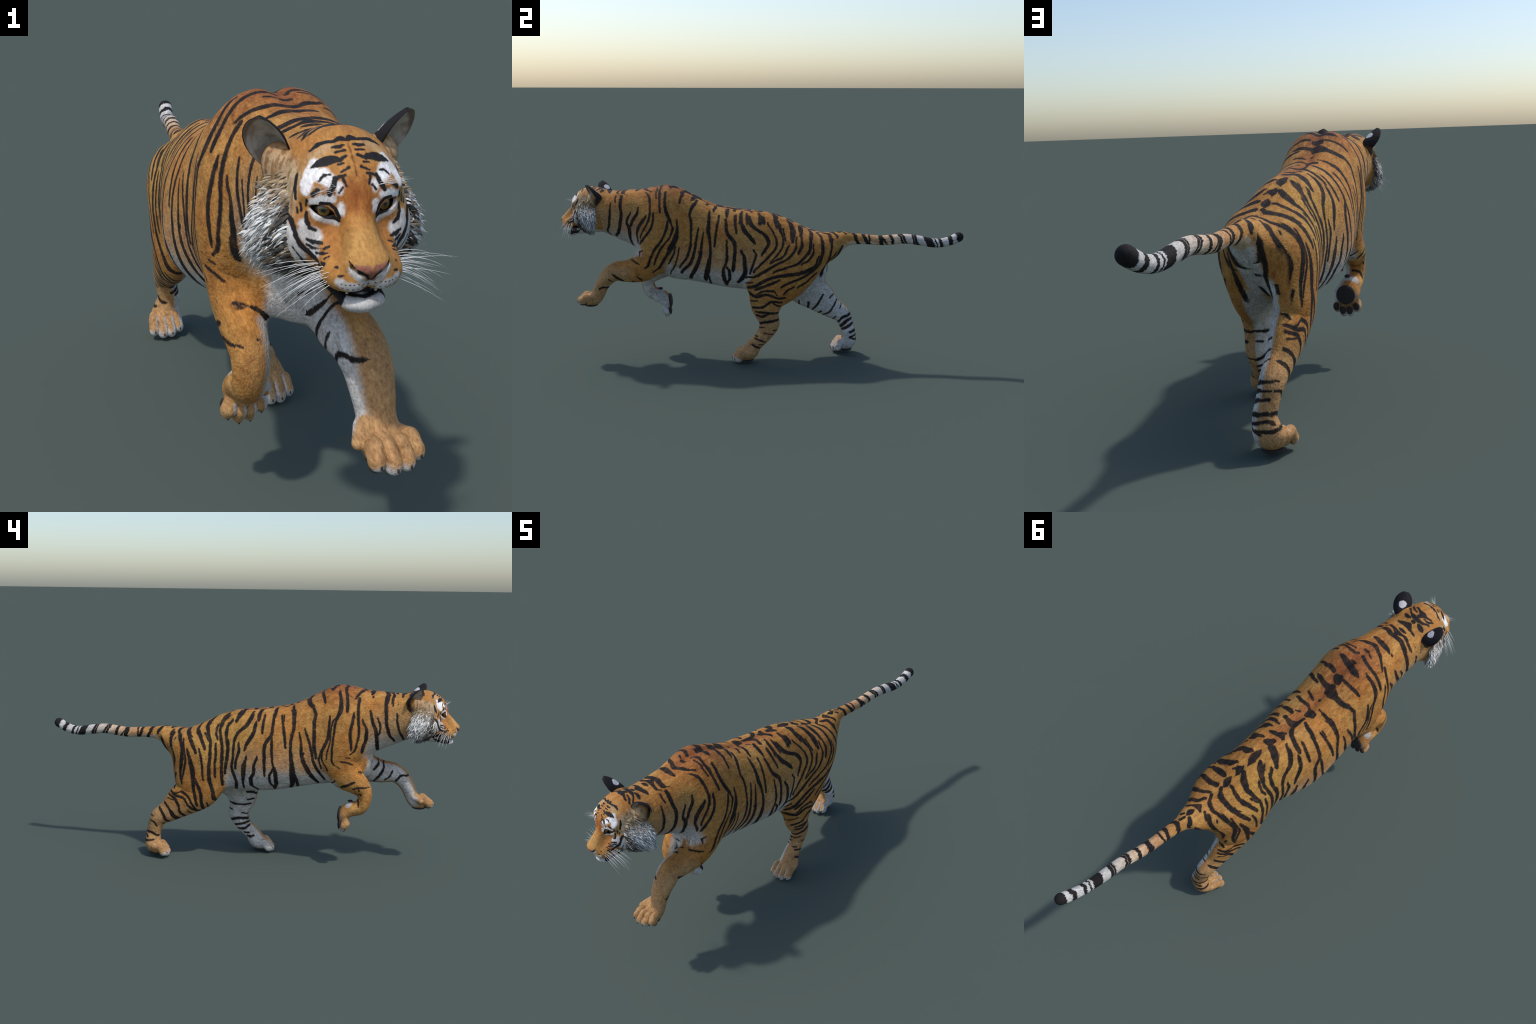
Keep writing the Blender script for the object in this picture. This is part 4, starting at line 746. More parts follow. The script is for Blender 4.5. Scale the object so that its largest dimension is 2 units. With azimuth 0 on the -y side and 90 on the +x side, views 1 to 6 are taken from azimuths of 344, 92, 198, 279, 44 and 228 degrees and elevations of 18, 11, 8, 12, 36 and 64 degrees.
# ----------------------------------------------------------------------------
# 5. NODE HELPERS
# ----------------------------------------------------------------------------
class Tree:
    """Thin wrapper that strings shader nodes together."""
    def __init__(self, name):
        self.mat = bpy.data.materials.new(name)
        self.mat.use_nodes = True
        self.nt = self.mat.node_tree
        self.nt.nodes.clear()
        self.out = self.nt.nodes.new("ShaderNodeOutputMaterial")
        self.bsdf = self.nt.nodes.new("ShaderNodeBsdfPrincipled")
        self.nt.links.new(self.bsdf.outputs[0], self.out.inputs[0])
        self._obj = self._geo = None
        self.last = None      # latest distance; later work is made to wait for it, so few values are alive at once

    def node(self, kind, ins=(), **props):
        n = self.nt.nodes.new("ShaderNode" + kind)
        for k, v in props.items():
            setattr(n, k, v)
        for i, v in (ins.items() if isinstance(ins, dict) else enumerate(ins)):
            self.put(n.inputs[i], v)
        return n

    def put(self, socket, v):
        if v is None:
            return
        if isinstance(v, bpy.types.NodeSocket):
            self.nt.links.new(v, socket)
        else:
            try:
                socket.default_value = v
            except (TypeError, ValueError):
                socket.default_value = (*v, 1.0) if len(socket.default_value) == 4 else (v, v, v)

    def math(self, op, *ins, clamp=False):
        return self.node("Math", ins, operation=op, use_clamp=clamp).outputs[0]

    def vec(self, op, *ins):
        n = self.node("VectorMath", operation=op)
        for i, v in enumerate(ins):
            self.put(n.inputs[i], v)
        return n.outputs["Value"] if op in ("DOT_PRODUCT", "LENGTH", "DISTANCE") else n.outputs[0]

    def xyz(self, v):
        return self.node("SeparateXYZ", [v]).outputs

    def after(self, v):
        """v, evaluated only once the latest distance is known (the added amount is nil)."""
        return v if self.last is None else self.vec("MULTIPLY_ADD", self.last, (1e-9, 1e-9, 1e-9), v)

    def join(self, x, y, z):
        return self.node("CombineXYZ", [x, y, z]).outputs[0]

    def step(self, v, lo, hi):
        """0 at lo, 1 at hi, eased; lo may exceed hi."""
        return self.node("MapRange", [v, lo, hi, 0.0, 1.0], interpolation_type="SMOOTHSTEP").outputs[0] if lo < hi else \
            self.math("SUBTRACT", 1.0, self.node("MapRange", [v, hi, lo, 0.0, 1.0], interpolation_type="SMOOTHSTEP").outputs[0])

    def mul(self, *vs):
        r = vs[0]
        for v in vs[1:]:
            r = self.math("MULTIPLY", r, v)
        return r

    def most(self, *vs):
        r = vs[0]
        for v in vs[1:]:
            r = self.math("MAXIMUM", r, v)
        return r

    def least(self, *vs):
        r = vs[0]
        for v in vs[1:]:
            r = self.math("MINIMUM", r, v)
        return r

    def mix(self, f, a, b):
        n = self.node("Mix", data_type="RGBA")
        self.put(n.inputs[0], f); self.put(n.inputs[6], a); self.put(n.inputs[7], b)
        return n.outputs[2]

    def noise(self, vec, scale, detail=2.0, rough=0.5, dist=0.0):
        n = self.node("TexNoise")
        self.put(n.inputs["Vector"], vec)
        n.inputs["Scale"].default_value, n.inputs["Detail"].default_value = scale, detail
        n.inputs["Roughness"].default_value, n.inputs["Distortion"].default_value = rough, dist
        return n.outputs[0]

    def curve(self, v, pts):
        """Float curve through (x, y) points given in real units, x in [x0, x1], y in [0, 1]."""
        x0, x1 = pts[0][0], pts[-1][0]
        n = self.node("FloatCurve")
        c = n.mapping.curves[0]
        fill_curve(c, [((x - x0) / (x1 - x0), y) for x, y in pts])
        n.mapping.update()
        self.put(n.inputs[1], self.node("MapRange", [v, x0, x1, 0.0, 1.0]).outputs[0])
        return n.outputs[0]

    @property
    def P(self):
        if self._obj is None:
            self._obj = self.node("TexCoord").outputs["Object"]
        return self._obj

    @property
    def N(self):
        if self._geo is None:
            self._geo = self.node("NewGeometry").outputs["Normal"]
        return self._geo

    def finish(self, color, rough=0.75, spec=0.25, bump=None, bump_strength=0.3, bump_distance=0.003, **more):
        self.put(self.bsdf.inputs["Base Color"], color)
        self.put(self.bsdf.inputs["Roughness"], rough)
        self.put(self.bsdf.inputs["Specular IOR Level"], spec)
        for k, v in more.items():
            self.put(self.bsdf.inputs[k.replace("_", " ")], v)
        if bump is not None:
            b = self.node("Bump", {"Strength": bump_strength, "Distance": bump_distance, "Height": bump})
            self.put(self.bsdf.inputs["Normal"], b.outputs[0])
        return self.mat


def fill_curve(c, pts):
    while len(c.points) < len(pts):
        c.points.new(0.5, 0.5)
    for p, (x, y) in zip(c.points, pts):
        p.location = (x, y)
        p.handle_type = "AUTO_CLAMPED"

# ----------------------------------------------------------------------------
# 6. STRIPE NODES: a stripe is a centre line s = c(t) with a half width w(t)
#    in a flat frame; three stripes share one pair of vector curves
# ----------------------------------------------------------------------------
DIRECTIONS = 12

def stripe_bits(strokes):
    """Split strokes into bits that run forward along one of a few frame directions."""
    frames = {}
    for st in strokes:
        a = np.array(st, float)
        # cut where the line turns far away from its own chord
        todo = [a]
        while todo:
            q = todo.pop()
            d = q[-1, :2] - q[0, :2]
            k = int(round(math.atan2(d[1], d[0]) / (math.pi / DIRECTIONS))) % (2 * DIRECTIONS)
            if k >= DIRECTIONS:
                k -= DIRECTIONS
                q = q[::-1]
            th = k * math.pi / DIRECTIONS
            t = q[:, 0] * math.cos(th) + q[:, 1] * math.sin(th)
            if len(q) > 2 and (np.diff(t) < 0.0025).any():
                i = len(q) // 2
                todo += [q[:i + 1], q[i:]]
                continue
            s = -q[:, 0] * math.sin(th) + q[:, 1] * math.cos(th)
            if t[-1] - t[0] < 0.004:
                t = np.linspace(t.mean() - 0.002, t.mean() + 0.002, len(t))
            frames.setdefault(k, []).append((t, s, q[:, 2]))
    return frames

class Group(Tree):
    """A node group with inputs Position, Ragged, Wait and the output Distance."""
    def __init__(self, name):
        self.nt = bpy.data.node_groups.new(name, "ShaderNodeTree")
        for n, kind in (("Position", "NodeSocketVector"), ("Ragged", "NodeSocketFloat"), ("Wait", "NodeSocketVector")):
            self.nt.interface.new_socket(n, in_out="INPUT", socket_type=kind)
        self.nt.interface.new_socket("Distance", in_out="OUTPUT", socket_type="NodeSocketFloat")
        io = self.nt.nodes.new("NodeGroupInput")
        self._obj, self.ragged, self.last = io.outputs[0], io.outputs[1], io.outputs[2]
        self._geo = None

GROUP_CACHE = {}

def stripe_distance(T, plane, strokes, ragged, widen=1.15):
    """Signed distance to the nearest stripe. plane: (axis a, axis b) of object space.
    The nodes sit in a group that all materials with the same stripes share."""
    key = (plane, widen, tuple(id(s) for s in strokes))
    if key not in GROUP_CACHE:
        g = Group("stripes")
        out = g.nt.nodes.new("NodeGroupOutput")
        g.nt.links.new(stripe_nodes(g, plane, strokes, g.ragged, widen), out.inputs[0])
        GROUP_CACHE[key] = g.nt
    n = T.nt.nodes.new("ShaderNodeGroup")
    n.node_tree = GROUP_CACHE[key]
    T.put(n.inputs[0], T.P); T.put(n.inputs[1], ragged); T.put(n.inputs[2], T.last if T.last is not None else (0.0, 0.0, 0.0))
    d = n.outputs[0]
    T.last = T.join(d, d, d)
    return d

def stripe_nodes(T, plane, strokes, ragged, widen):
    best = None
    ax = [(1, 0, 0), (0, 1, 0), (0, 0, 1)]
    A, Bx = np.array(ax[plane[0]], float), np.array(ax[plane[1]], float)
    for k, bits in sorted(stripe_bits(strokes).items()):
        th = k * math.pi / DIRECTIONS
        along, across = A * math.cos(th) + Bx * math.sin(th), -A * math.sin(th) + Bx * math.cos(th)
        here = T.after(T.P)
        t = T.vec("DOT_PRODUCT", here, tuple(along))
        s = T.math("ADD", T.vec("DOT_PRODUCT", here, tuple(across)), ragged)
        tv, sv = T.join(t, t, t), T.join(s, s, s)
        bits.sort(key=lambda b: b[0][0])
        for i in range(0, len(bits), 3):
            three = bits[i:i + 3]
            K, Bv, C, W = [], [], [], []
            for tt, ss, ww in three:
                pad = 0.004 + 0.25 * max(ww.max(), 0.002)
                lo, hi = tt[0] - pad, tt[-1] + pad
                taper = np.ones(len(ww)); taper[0] = taper[-1] = 0.72
                K.append(2 / (hi - lo)); Bv.append(-1 - lo * 2 / (hi - lo))
                f = lambda v: (v - lo) * 2 / (hi - lo) - 1
                C.append([(-1.0, ss[0])] + [(f(a), b) for a, b in zip(tt, ss)] + [(1.0, ss[-1])])
                W.append([(-1.0, -0.0022)] + [(f(a), b * widen + 0.0008) for a, b in zip(tt, ww * taper)] + [(1.0, -0.0022)])
            while len(K) < 3:
                K.append(0.0); Bv.append(-1.0); C.append([(-1, 0), (1, 0)]); W.append([(-1, -0.05), (1, -0.05)])
            u = T.vec("MULTIPLY_ADD", T.after(tv), tuple(K), tuple(Bv))
            cw = []
            for rows in (C, W):
                n = T.node("VectorCurve")
                n.mapping.use_clip = False
                n.mapping.extend = "HORIZONTAL"
                for c, r in zip(n.mapping.curves, rows):
                    fill_curve(c, r)
                n.mapping.update()
                T.put(n.inputs["Vector"], u)
                cw.append(n.outputs[0])
            d = T.vec("SUBTRACT", T.vec("ABSOLUTE", T.vec("SUBTRACT", sv, cw[0])), cw[1])
            best = d if best is None else T.vec("MINIMUM", best, d)
            T.last = best
    x, y, z = T.xyz(best)
    return T.least(x, y, z)

def brush_distance(T, H, strokes):
    """Signed distance to brush strokes: chains of round-ended tapering capsules in space H."""
    best, count = None, 0
    here = T.after(H)
    for st in strokes:
        a = np.array(st, float)
        for p, q in zip(a[:-1], a[1:]):
            count += 1
            if count % 3 == 0:
                T.last = T.join(best, best, best)
                here = T.after(H)
            ba = q[:3] - p[:3]
            L2 = max(float(ba @ ba), 1e-8)
            t = T.math("SUBTRACT", T.vec("DOT_PRODUCT", here, tuple(ba / L2)), float(p[:3] @ ba / L2), clamp=True)
            e = T.vec("MULTIPLY_ADD", T.join(t, t, t), tuple(ba), tuple(p[:3]))
            d = T.math("MULTIPLY_ADD", t, float(p[3] - q[3]), T.vec("DISTANCE", here, e))
            d = T.math("SUBTRACT", d, float(p[3]))
            best = d if best is None else T.math("MINIMUM", best, d)
    T.last = T.join(best, best, best)
    return best

# ----------------------------------------------------------------------------
# 7. THE COAT
# ----------------------------------------------------------------------------
ORANGE, DEEP, GOLD = (0.385, 0.160, 0.036), (0.220, 0.070, 0.022), (0.415, 0.215, 0.060)
TAN, WHITE, BLACK = (0.415, 0.245, 0.115), (0.500, 0.485, 0.460), (0.014, 0.0115, 0.011)

def fur(T):
    """Hair-like grain: fine strands and coarser clumps lying back along the body."""
    warp = T.vec("MULTIPLY_ADD", T.node("TexNoise", {"Vector": T.P, "Scale": 7.0, "Detail": 1.0}).outputs["Color"], (0.045, 0.045, 0.045), T.P)
    a = T.noise(T.vec("MULTIPLY", warp, (1.0, 0.34, 0.62)), 250, 3, 0.65)
    b = T.noise(T.vec("MULTIPLY", warp, (1.0, 0.45, 0.55)), 62, 3, 0.65, 0.5)
    return a, b

def furred(T, c, a, b, fine=1.0, clump=1.0):
    """Lighten and darken a colour with the fur grain; light hairs are also yellower."""
    v = T.math("ADD", T.mul(T.math("SUBTRACT", a, 0.5), 1.45 * fine), T.mul(T.math("SUBTRACT", b, 0.5), 1.30 * clump))
    shade = T.math("ADD", v, 1.0, clamp=False)
    shade = T.most(T.least(shade, 1.55), 0.45)
    tint = T.node("CombineColor", [shade, T.math("MULTIPLY_ADD", T.math("SUBTRACT", shade, 1.0), 1.12, 1.0), T.math("MULTIPLY_ADD", T.math("SUBTRACT", shade, 1.0), 1.2, 1.0)]).outputs[0]
    return T.node("Mix", {0: 1.0, 6: c, 7: tint}, data_type="RGBA", blend_type="MULTIPLY").outputs[2]

def ground_colour(T, a, b):
    """Orange ground of the coat with its slow variation, before white and stripes."""
    x, y, z = T.xyz(T.P)
    nx, ny, nz = T.xyz(T.N)
    slow = T.noise(T.P, 9, 3, 0.6)
    c = T.mix(T.step(slow, 0.35, 0.7), ORANGE, GOLD)
    withers = T.vec("DISTANCE", T.P, (0.0, -0.44, 0.875))
    c = T.mix(T.mul(T.step(T.math("ADD", withers, T.mul(b, 0.16)), 0.270, 0.11), 0.80), c, DEEP)
    spine = T.mul(T.step(T.math("ABSOLUTE", T.math("ADD", x, T.mul(T.math("SUBTRACT", b, 0.5), 0.05))), 0.050, 0.005), T.step(nz, 0.5, 0.8), T.step(y, 0.1, -0.1), T.step(y, -0.75, -0.5))
    c = T.mix(T.mul(spine, 0.70), c, DEEP)
    rump = T.vec("DISTANCE", T.P, (-0.12, 0.10, 0.62))
    c = T.mix(T.mul(T.step(rump, 0.22, 0.05), 0.5), c, (0.42, 0.26, 0.06))
    return c

def coat(name, side_sets, tops, toes_white, fronts=None, ragged_amp=0.0080):
    """side_sets: list of (plane, strokes, which) with which in L R l r (outer / inner sides)."""
    T = Tree(name)
    a, b = fur(T)
    x, y, z = T.xyz(T.P)
    nx, ny, nz = T.xyz(T.N)
    left = T.step(x, -0.002, 0.002)
    sgn = T.math("SUBTRACT", T.mul(left, 2.0), 1.0)
    outward = T.mul(nx, sgn)
    ax = T.math("ABSOLUTE", x)
    c = ground_colour(T, a, b)
    # lower legs and paws are sandy
    sandy = T.step(T.math("ADD", z, T.mul(b, 0.06)), 0.36, 0.24)
    fore = T.mul(T.step(y, -0.58, -0.66), T.step(T.math("ADD", z, T.mul(b, 0.06)), 0.54, 0.47))
    c = T.mix(T.mul(T.most(sandy, fore), 0.70), c, TAN)
    # ---- white underparts
    wob = T.math("ADD", z, T.mul(T.math("SUBTRACT", b, 0.5), 0.10))
    zb = T.curve(y, [(-0.90, 0.66), (-0.78, 0.655), (-0.70, 0.648), (-0.63, 0.640), (-0.58, 0.605), (-0.54, 0.54), (-0.44, 0.470), (-0.20, 0.468), (-0.02, 0.462), (0.08, 0.44), (0.2, 0.40)])
    under = T.math("SUBTRACT", wob, zb)
    low = T.step(under, 0.035, -0.045)
    haze = T.step(under, 0.17, -0.02)
    yl = T.math("SUBTRACT", y, T.math("MULTIPLY_ADD", T.math("SUBTRACT", z, 0.41), 0.36, -0.478))
    yr = T.math("SUBTRACT", y, -0.380)
    front = T.math("ADD", yr, T.mul(left, T.math("SUBTRACT", yl, yr)))
    bl = T.math("SUBTRACT", y, T.math("MULTIPLY_ADD", T.math("SUBTRACT", z, 0.41), 0.62, -0.050))
    br = T.math("SUBTRACT", y, 0.082)
    back = T.math("ADD", br, T.mul(left, T.math("SUBTRACT", bl, br)))
    flank = T.mul(T.step(front, -0.006, 0.010), T.step(back, 0.012, -0.010), T.step(z, 0.30, 0.34))
    throat = T.mul(T.step(T.math("ADD", y, T.mul(T.math("SUBTRACT", b, 0.5), 0.06)), -0.545, -0.600), T.step(wob, 0.515, 0.565))
    chest = T.mul(T.step(ax, 0.060, 0.040), T.step(ny, 0.3, -0.1), T.step(y, -0.40, -0.46), T.step(z, 0.60, 0.55), T.step(z, 0.40, 0.43))
    zone = T.most(flank, throat, chest)
    inner = T.mul(T.step(T.math("ADD", outward, T.mul(T.math("SUBTRACT", b, 0.5), 0.5)), -0.20, -0.55), T.step(z, 0.57, 0.53))
    forewhite = T.mul(T.step(T.math("ADD", outward, T.mul(T.math("SUBTRACT", b, 0.5), 0.6)), -0.42, -0.82), T.step(z, 0.57, 0.53))
    inner = T.math("ADD", inner, T.mul(T.step(y, -0.55, -0.62), T.math("SUBTRACT", forewhite, inner)))
    inner = T.mul(inner, T.step(y, -0.845, -0.805))
    belly = T.mul(T.step(nz, -0.35, -0.62), T.step(y, -0.47, -0.43), T.step(y, 0.11, 0.05), T.step(z, 0.30, 0.34))
    crotch = T.mul(T.step(T.math("ABSOLUTE", T.math("SUBTRACT", x, 0.006)), 0.046, 0.030), T.step(y, 0.18, 0.24), T.step(z, 0.60, 0.57), T.step(ny, 0.0, 0.25), T.step(z, 0.22, 0.27))
    pale = T.mul(zone, haze)
    white = T.most(T.mul(zone, low), inner, belly, crotch, chest)
    if toes_white:
        tip = brush_distance(T, T.P, toes_white)
        white = T.most(white, T.step(T.math("ADD", tip, T.mul(T.math("SUBTRACT", b, 0.5), 0.02)), 0.006, -0.008))
    c = T.mix(T.mul(pale, 0.55), c, (0.47, 0.33, 0.21))
    c = T.mix(T.mul(white, 0.93), c, WHITE)
    # ---- stripes
    grain = T.noise(T.vec("MULTIPLY", T.P, (1, 0.9, 0.35)), 330, 2, 0.6)
    grain2 = T.noise(T.P, 55, 2, 0.5)
    ragged = T.math("ADD", T.mul(T.math("SUBTRACT", grain, 0.5), ragged_amp), T.mul(T.math("SUBTRACT", grain2, 0.5), 0.006))
    black = None
    for plane, strokes, which in side_sets:
        d = stripe_distance(T, plane, strokes, ragged)
        m = T.step(d, 0.0026, -0.0026)
        if fronts:
            m = T.mul(m, T.most(T.step(ny, -0.86, -0.72), T.step(z, 0.50, 0.56)))
        side = left if which in "Ll" else T.math("SUBTRACT", 1.0, left)
        if which in "LR":
            m = T.mul(m, side, T.step(outward, -0.30, -0.12), T.most(T.step(ny, 0.82, 0.68), T.step(y, 0.30, 0.24)))
            if tops:
                m = T.mul(m, T.step(nz, 0.86, 0.78))
        elif which in "lr":
            m = T.mul(m, side, T.step(outward, -0.02, -0.16))
        else:                                   # rear face, both sides
            m = T.mul(m, T.step(ny, 0.35, 0.5), T.step(y, 0.2, 0.25))
        black = m if black is None else T.most(black, m)
    if tops:
        d = stripe_distance(T, (0, 1), tops, ragged, 1.20)
        black = T.most(black, T.mul(T.step(d, 0.0026, -0.0026), T.step(nz, 0.50, 0.58), T.step(z, 0.50, 0.54)))
    if fronts:
        d = T.math("ADD", brush_distance(T, T.P, fronts), ragged)
        black = T.most(black, T.mul(T.step(d, 0.0019, -0.0021), T.step(z, 0.56, 0.50), T.step(ny, 0.0, -0.2)))
    c = T.mix(black, c, T.mix(T.step(b, 0.42, 0.72), BLACK, (0.045, 0.022, 0.012)))
    c = furred(T, c, a, b)
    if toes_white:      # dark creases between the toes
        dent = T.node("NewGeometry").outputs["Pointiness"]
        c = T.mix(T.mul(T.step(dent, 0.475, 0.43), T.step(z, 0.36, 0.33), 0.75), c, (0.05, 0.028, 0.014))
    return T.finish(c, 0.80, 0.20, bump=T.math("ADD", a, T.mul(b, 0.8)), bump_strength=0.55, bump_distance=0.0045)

TOE_TIPS = {
    "foreleg_l": [[(0.045, -0.900, 0.283, 0.018), (0.128, -0.890, 0.283, 0.018)]],
    "foreleg_r": [[(-0.115, -0.474, 0.193, 0.014), (-0.028, -0.474, 0.193, 0.014)], [(-0.125, -0.462, 0.28, 0.016), (-0.12, -0.455, 0.215, 0.016)], [(-0.10, -0.505, 0.318, 0.016), (-0.06, -0.505, 0.322, 0.016)]],
    "hindleg_l": [[(0.072, -0.115, 0.012, 0.022), (0.165, -0.104, 0.012, 0.022)], [(0.172, -0.06, 0.004, 0.018), (0.165, 0.0, 0.004, 0.012)]],
    "hindleg_r": [[(-0.120, 0.382, 0.014, 0.022), (-0.032, 0.384, 0.014, 0.022)], [(-0.030, 0.42, 0.02, 0.022), (-0.020, 0.485, 0.04, 0.026), (-0.025, 0.49, 0.12, 0.012)]],
}

def tail_coat():
    T = Tree("tail_coat")
    a, b = fur(T)
    x, y, z = T.xyz(T.P)
    nx, ny, nz = T.xyz(T.N)
    c = ground_colour(T, a, b)
    fade = T.step(T.math("ADD", y, T.mul(b, 0.10)), 0.50, 0.80)
    under = T.step(T.math("SUBTRACT", nz, T.mul(T.math("SUBTRACT", b, 0.5), 0.7)), -0.05, -0.45)
    cream = T.mix(T.step(y, 0.6, 0.85), (0.58, 0.42, 0.28), WHITE)
    c = T.mix(T.most(fade, T.mul(under, T.step(y, 0.36, 0.44))), c, cream)
    # rings: (position, half width, slant of the ring from top to bottom)
    grain = T.mul(T.math("SUBTRACT", T.noise(T.vec("MULTIPLY", T.P, (1, 0.3, 1)), 230, 2), 0.5), 0.016)
    wander = T.mul(T.math("SUBTRACT", T.noise(T.vec("MULTIPLY", T.P, (1, 0.5, 1)), 34, 1), 0.5), 0.018)
    s = T.math("ADD", y, T.math("ADD", grain, wander))
    s = T.math("MULTIPLY_ADD", nz, 0.009, s)
    best = None
    for p, w, k in [(0.482, 0.0095, 0.4), (0.528, 0.009, 0.3), (0.545, 0.005, -0.8), (0.602, 0.010, -0.3), (0.618, 0.0055, 0.9), (0.655, 0.0085, 0.1),
                    (0.702, 0.006, 0.3), (0.716, 0.006, 0.5), (0.762, 0.005, 0.2), (0.775, 0.0075, 0.2), (0.838, 0.019, 0.3), (0.868, 0.004, 0.0), (0.892, 0.008, 0.2), (0.936, 0.009, 0.2)]:
        t = T.math("SUBTRACT", s, p)
        if abs(k) > 0.25:
            t = T.math("MULTIPLY_ADD", nz, 0.010 * k, t)
        d = T.math("SUBTRACT", T.math("ABSOLUTE", t), w)
        best = d if best is None else T.math("MINIMUM", best, d)
    best = T.math("MINIMUM", best, T.math("SUBTRACT", 0.964, T.math("MULTIPLY_ADD", z, 0.0, s)))
    marks = T.mul(T.step(stripe_distance(T, (0, 1), near_strokes(TOP, lambda p: p[1] > 0.36), T.mul(grain, 0.4)), 0.0019, -0.0021), T.step(nz, -0.1, 0.1), T.step(y, 0.475, 0.46))
    c = T.mix(T.most(T.step(best, 0.002, -0.002), marks), c, BLACK)
    c = furred(T, c, a, b, 0.8, 0.8)
    return T.finish(c, 0.8, 0.2, bump=T.math("ADD", a, b), bump_strength=0.4)

def head_space(T):
    """Object space turned into the head frame with the left and right halves folded together."""
    off = HEAD_O - HEAD_R @ HEAD_PIVOT
    hx, hy, z = (T.math("ADD", T.vec("DOT_PRODUCT", T.P, tuple(HEAD_R[i])), float(off[i])) for i in range(3))
    return T.join(T.math("ABSOLUTE", hx), hy, z), hx, hy, z

def head_coat(neck_sets, tops):
    T = Tree("head_coat")
    a, b = fur(T)
    H, hx, hy, z = head_space(T)
    ahx = T.math("ABSOLUTE", hx)
    x, y, _ = T.xyz(T.P)
    nx, ny, nz = T.xyz(T.N)
    w1 = T.math("SUBTRACT", T.noise(T.P, 120, 3), 0.5)
    w2 = T.math("SUBTRACT", T.noise(T.vec("MULTIPLY", T.P, (1.0, 0.6, 0.6)), 330, 2), 0.5)
    wob = T.math("ADD", T.mul(w1, 0.006), T.mul(w2, 0.0035))
    Hw = H
    mask = lambda strokes, soft, amp=1.0: T.step(T.math("ADD", brush_distance(T, Hw, strokes), T.mul(wob, amp)), soft, -soft)
    c = ground_colour(T, a, b)
    # redder forehead, paler tan at the temples, golden nose bridge
    brow = T.vec("DISTANCE", H, (0.0, -0.935, 0.775))
    c = T.mix(T.mul(T.step(T.math("ADD", brow, T.mul(b, 0.04)), 0.066, 0.022), 0.85), c, (0.30, 0.085, 0.018))
    nose_top = T.vec("DISTANCE", H, (0.0, -0.985, 0.712))
    c = T.mix(T.mul(T.step(nose_top, 0.055, 0.02), 0.65), c, (0.46, 0.25, 0.075))
    under_eye = T.vec("DISTANCE", H, (0.055, -0.92, 0.715))
    c = T.mix(T.mul(T.step(under_eye, 0.045, 0.02), 0.6), c, (0.36, 0.14, 0.035))
    c = T.mix(T.mul(mask(H_PALE, 0.020), 0.75), c, (0.47, 0.34, 0.20))
    ruff_base = T.mul(T.step(ahx, 0.080, 0.10), T.step(z, 0.775, 0.745), T.step(hy, -0.775, -0.80), T.step(hy, -0.90, -0.88))
    c = T.mix(ruff_base, c, (0.30, 0.26, 0.20))
    temple = T.mul(T.step(ahx, 0.062, 0.078), T.step(T.math("ADD", z, T.mul(w1, 0.02)), 0.850, 0.815), T.step(z, 0.735, 0.755), T.step(hy, -0.785, -0.80), T.step(hy, -0.905, -0.885))
    streak = T.step(T.noise(T.vec("MULTIPLY", T.P, (0.6, 0.9, 0.22)), 120, 2), 0.50, 0.62)
    c = T.mix(T.mul(temple, 0.75), c, T.mix(streak, (0.45, 0.33, 0.20), (0.20, 0.13, 0.07)))
    # white: brows, cheeks, lips, chin, throat
    jawside = T.mul(T.step(z, 0.642, 0.634), T.step(hy, -0.86, -0.90))
    throat = T.mul(T.step(T.math("ADD", z, T.mul(w1, 0.02)), 0.655, 0.645), T.step(hy, -0.92, -0.89))
    white = T.most(mask([[(q[0], q[1], q[2], q[3] + 0.0022) for q in st] for st in H_WHITE], 0.0035, 1.0), jawside, throat)
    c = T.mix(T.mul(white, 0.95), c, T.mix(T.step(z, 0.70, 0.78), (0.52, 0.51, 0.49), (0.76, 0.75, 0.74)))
    # cheeks breaking into fine dark lines towards the lip
    fine = T.noise(T.vec("MULTIPLY", T.vec("ADD", T.P, (0, 0, 0)), (0.5, 0.35, 1.6)), 95, 2, 0.6)
    whisk = T.mul(T.step(T.vec("DISTANCE", H, (0.058, -0.922, 0.682)), 0.036, 0.012), T.step(fine, 0.54, 0.60))
    c = T.mix(T.mul(whisk, 0.85), c, (0.035, 0.020, 0.014))
    c = T.mix(T.mul(mask(H_BROWN, 0.002, 0.7), 0.85), c, (0.070, 0.018, 0.008))
    c = T.mix(mask([[(q[0], q[1], q[2], q[3] + 0.0009) for q in st] for st in H_BLACK], 0.0014, 0.8), c, (0.014, 0.012, 0.013))
    c = T.mix(mask(H_DOTS, 0.0006, 0.2), c, (0.05, 0.028, 0.016))
    # lids, lips, nose
    c = T.mix(mask([[(q[0], q[1], q[2], q[3] + 0.0011) for q in st] for st in H_EYELINE], 0.0009, 0.3), c, (0.012, 0.011, 0.012))
    socket = T.vec("DISTANCE", H, tuple(EYE_C))
    c = T.mix(T.step(socket, EYE_R + 0.0042, EYE_R + 0.0034), c, (0.010, 0.009, 0.009))
    lips = [[(0.060, -0.882, 0.655, 0.010), (0.050, -0.915, 0.635, 0.0205), (0.037, -0.944, 0.632, 0.0155)], [(0.052, -0.930, 0.655, 0.008), (0.030, -0.966, 0.6425, 0.0085), (0.0, -0.985, 0.6425, 0.0085)],
            [(0.030, -0.940, 0.643, 0.0105), (0.0, -0.962, 0.643, 0.0105)], [(0.0, -0.880, 0.648, 0.030), (0.0, -0.930, 0.645, 0.018)]]  # last two strokes blacken the inside of the gap between the lips
    c = T.mix(mask(lips, 0.0015, 0.5), c, (0.010, 0.009, 0.010))
    c = T.mix(mask([[(q[0], q[1], q[2], q[3] + 0.0012) for q in st] for st in H_NOSE], 0.002, 0.4), c, (0.32, 0.125, 0.085))
    c = T.mix(mask(H_NOSTRIL, 0.0012, 0.3), c, (0.010, 0.008, 0.008))
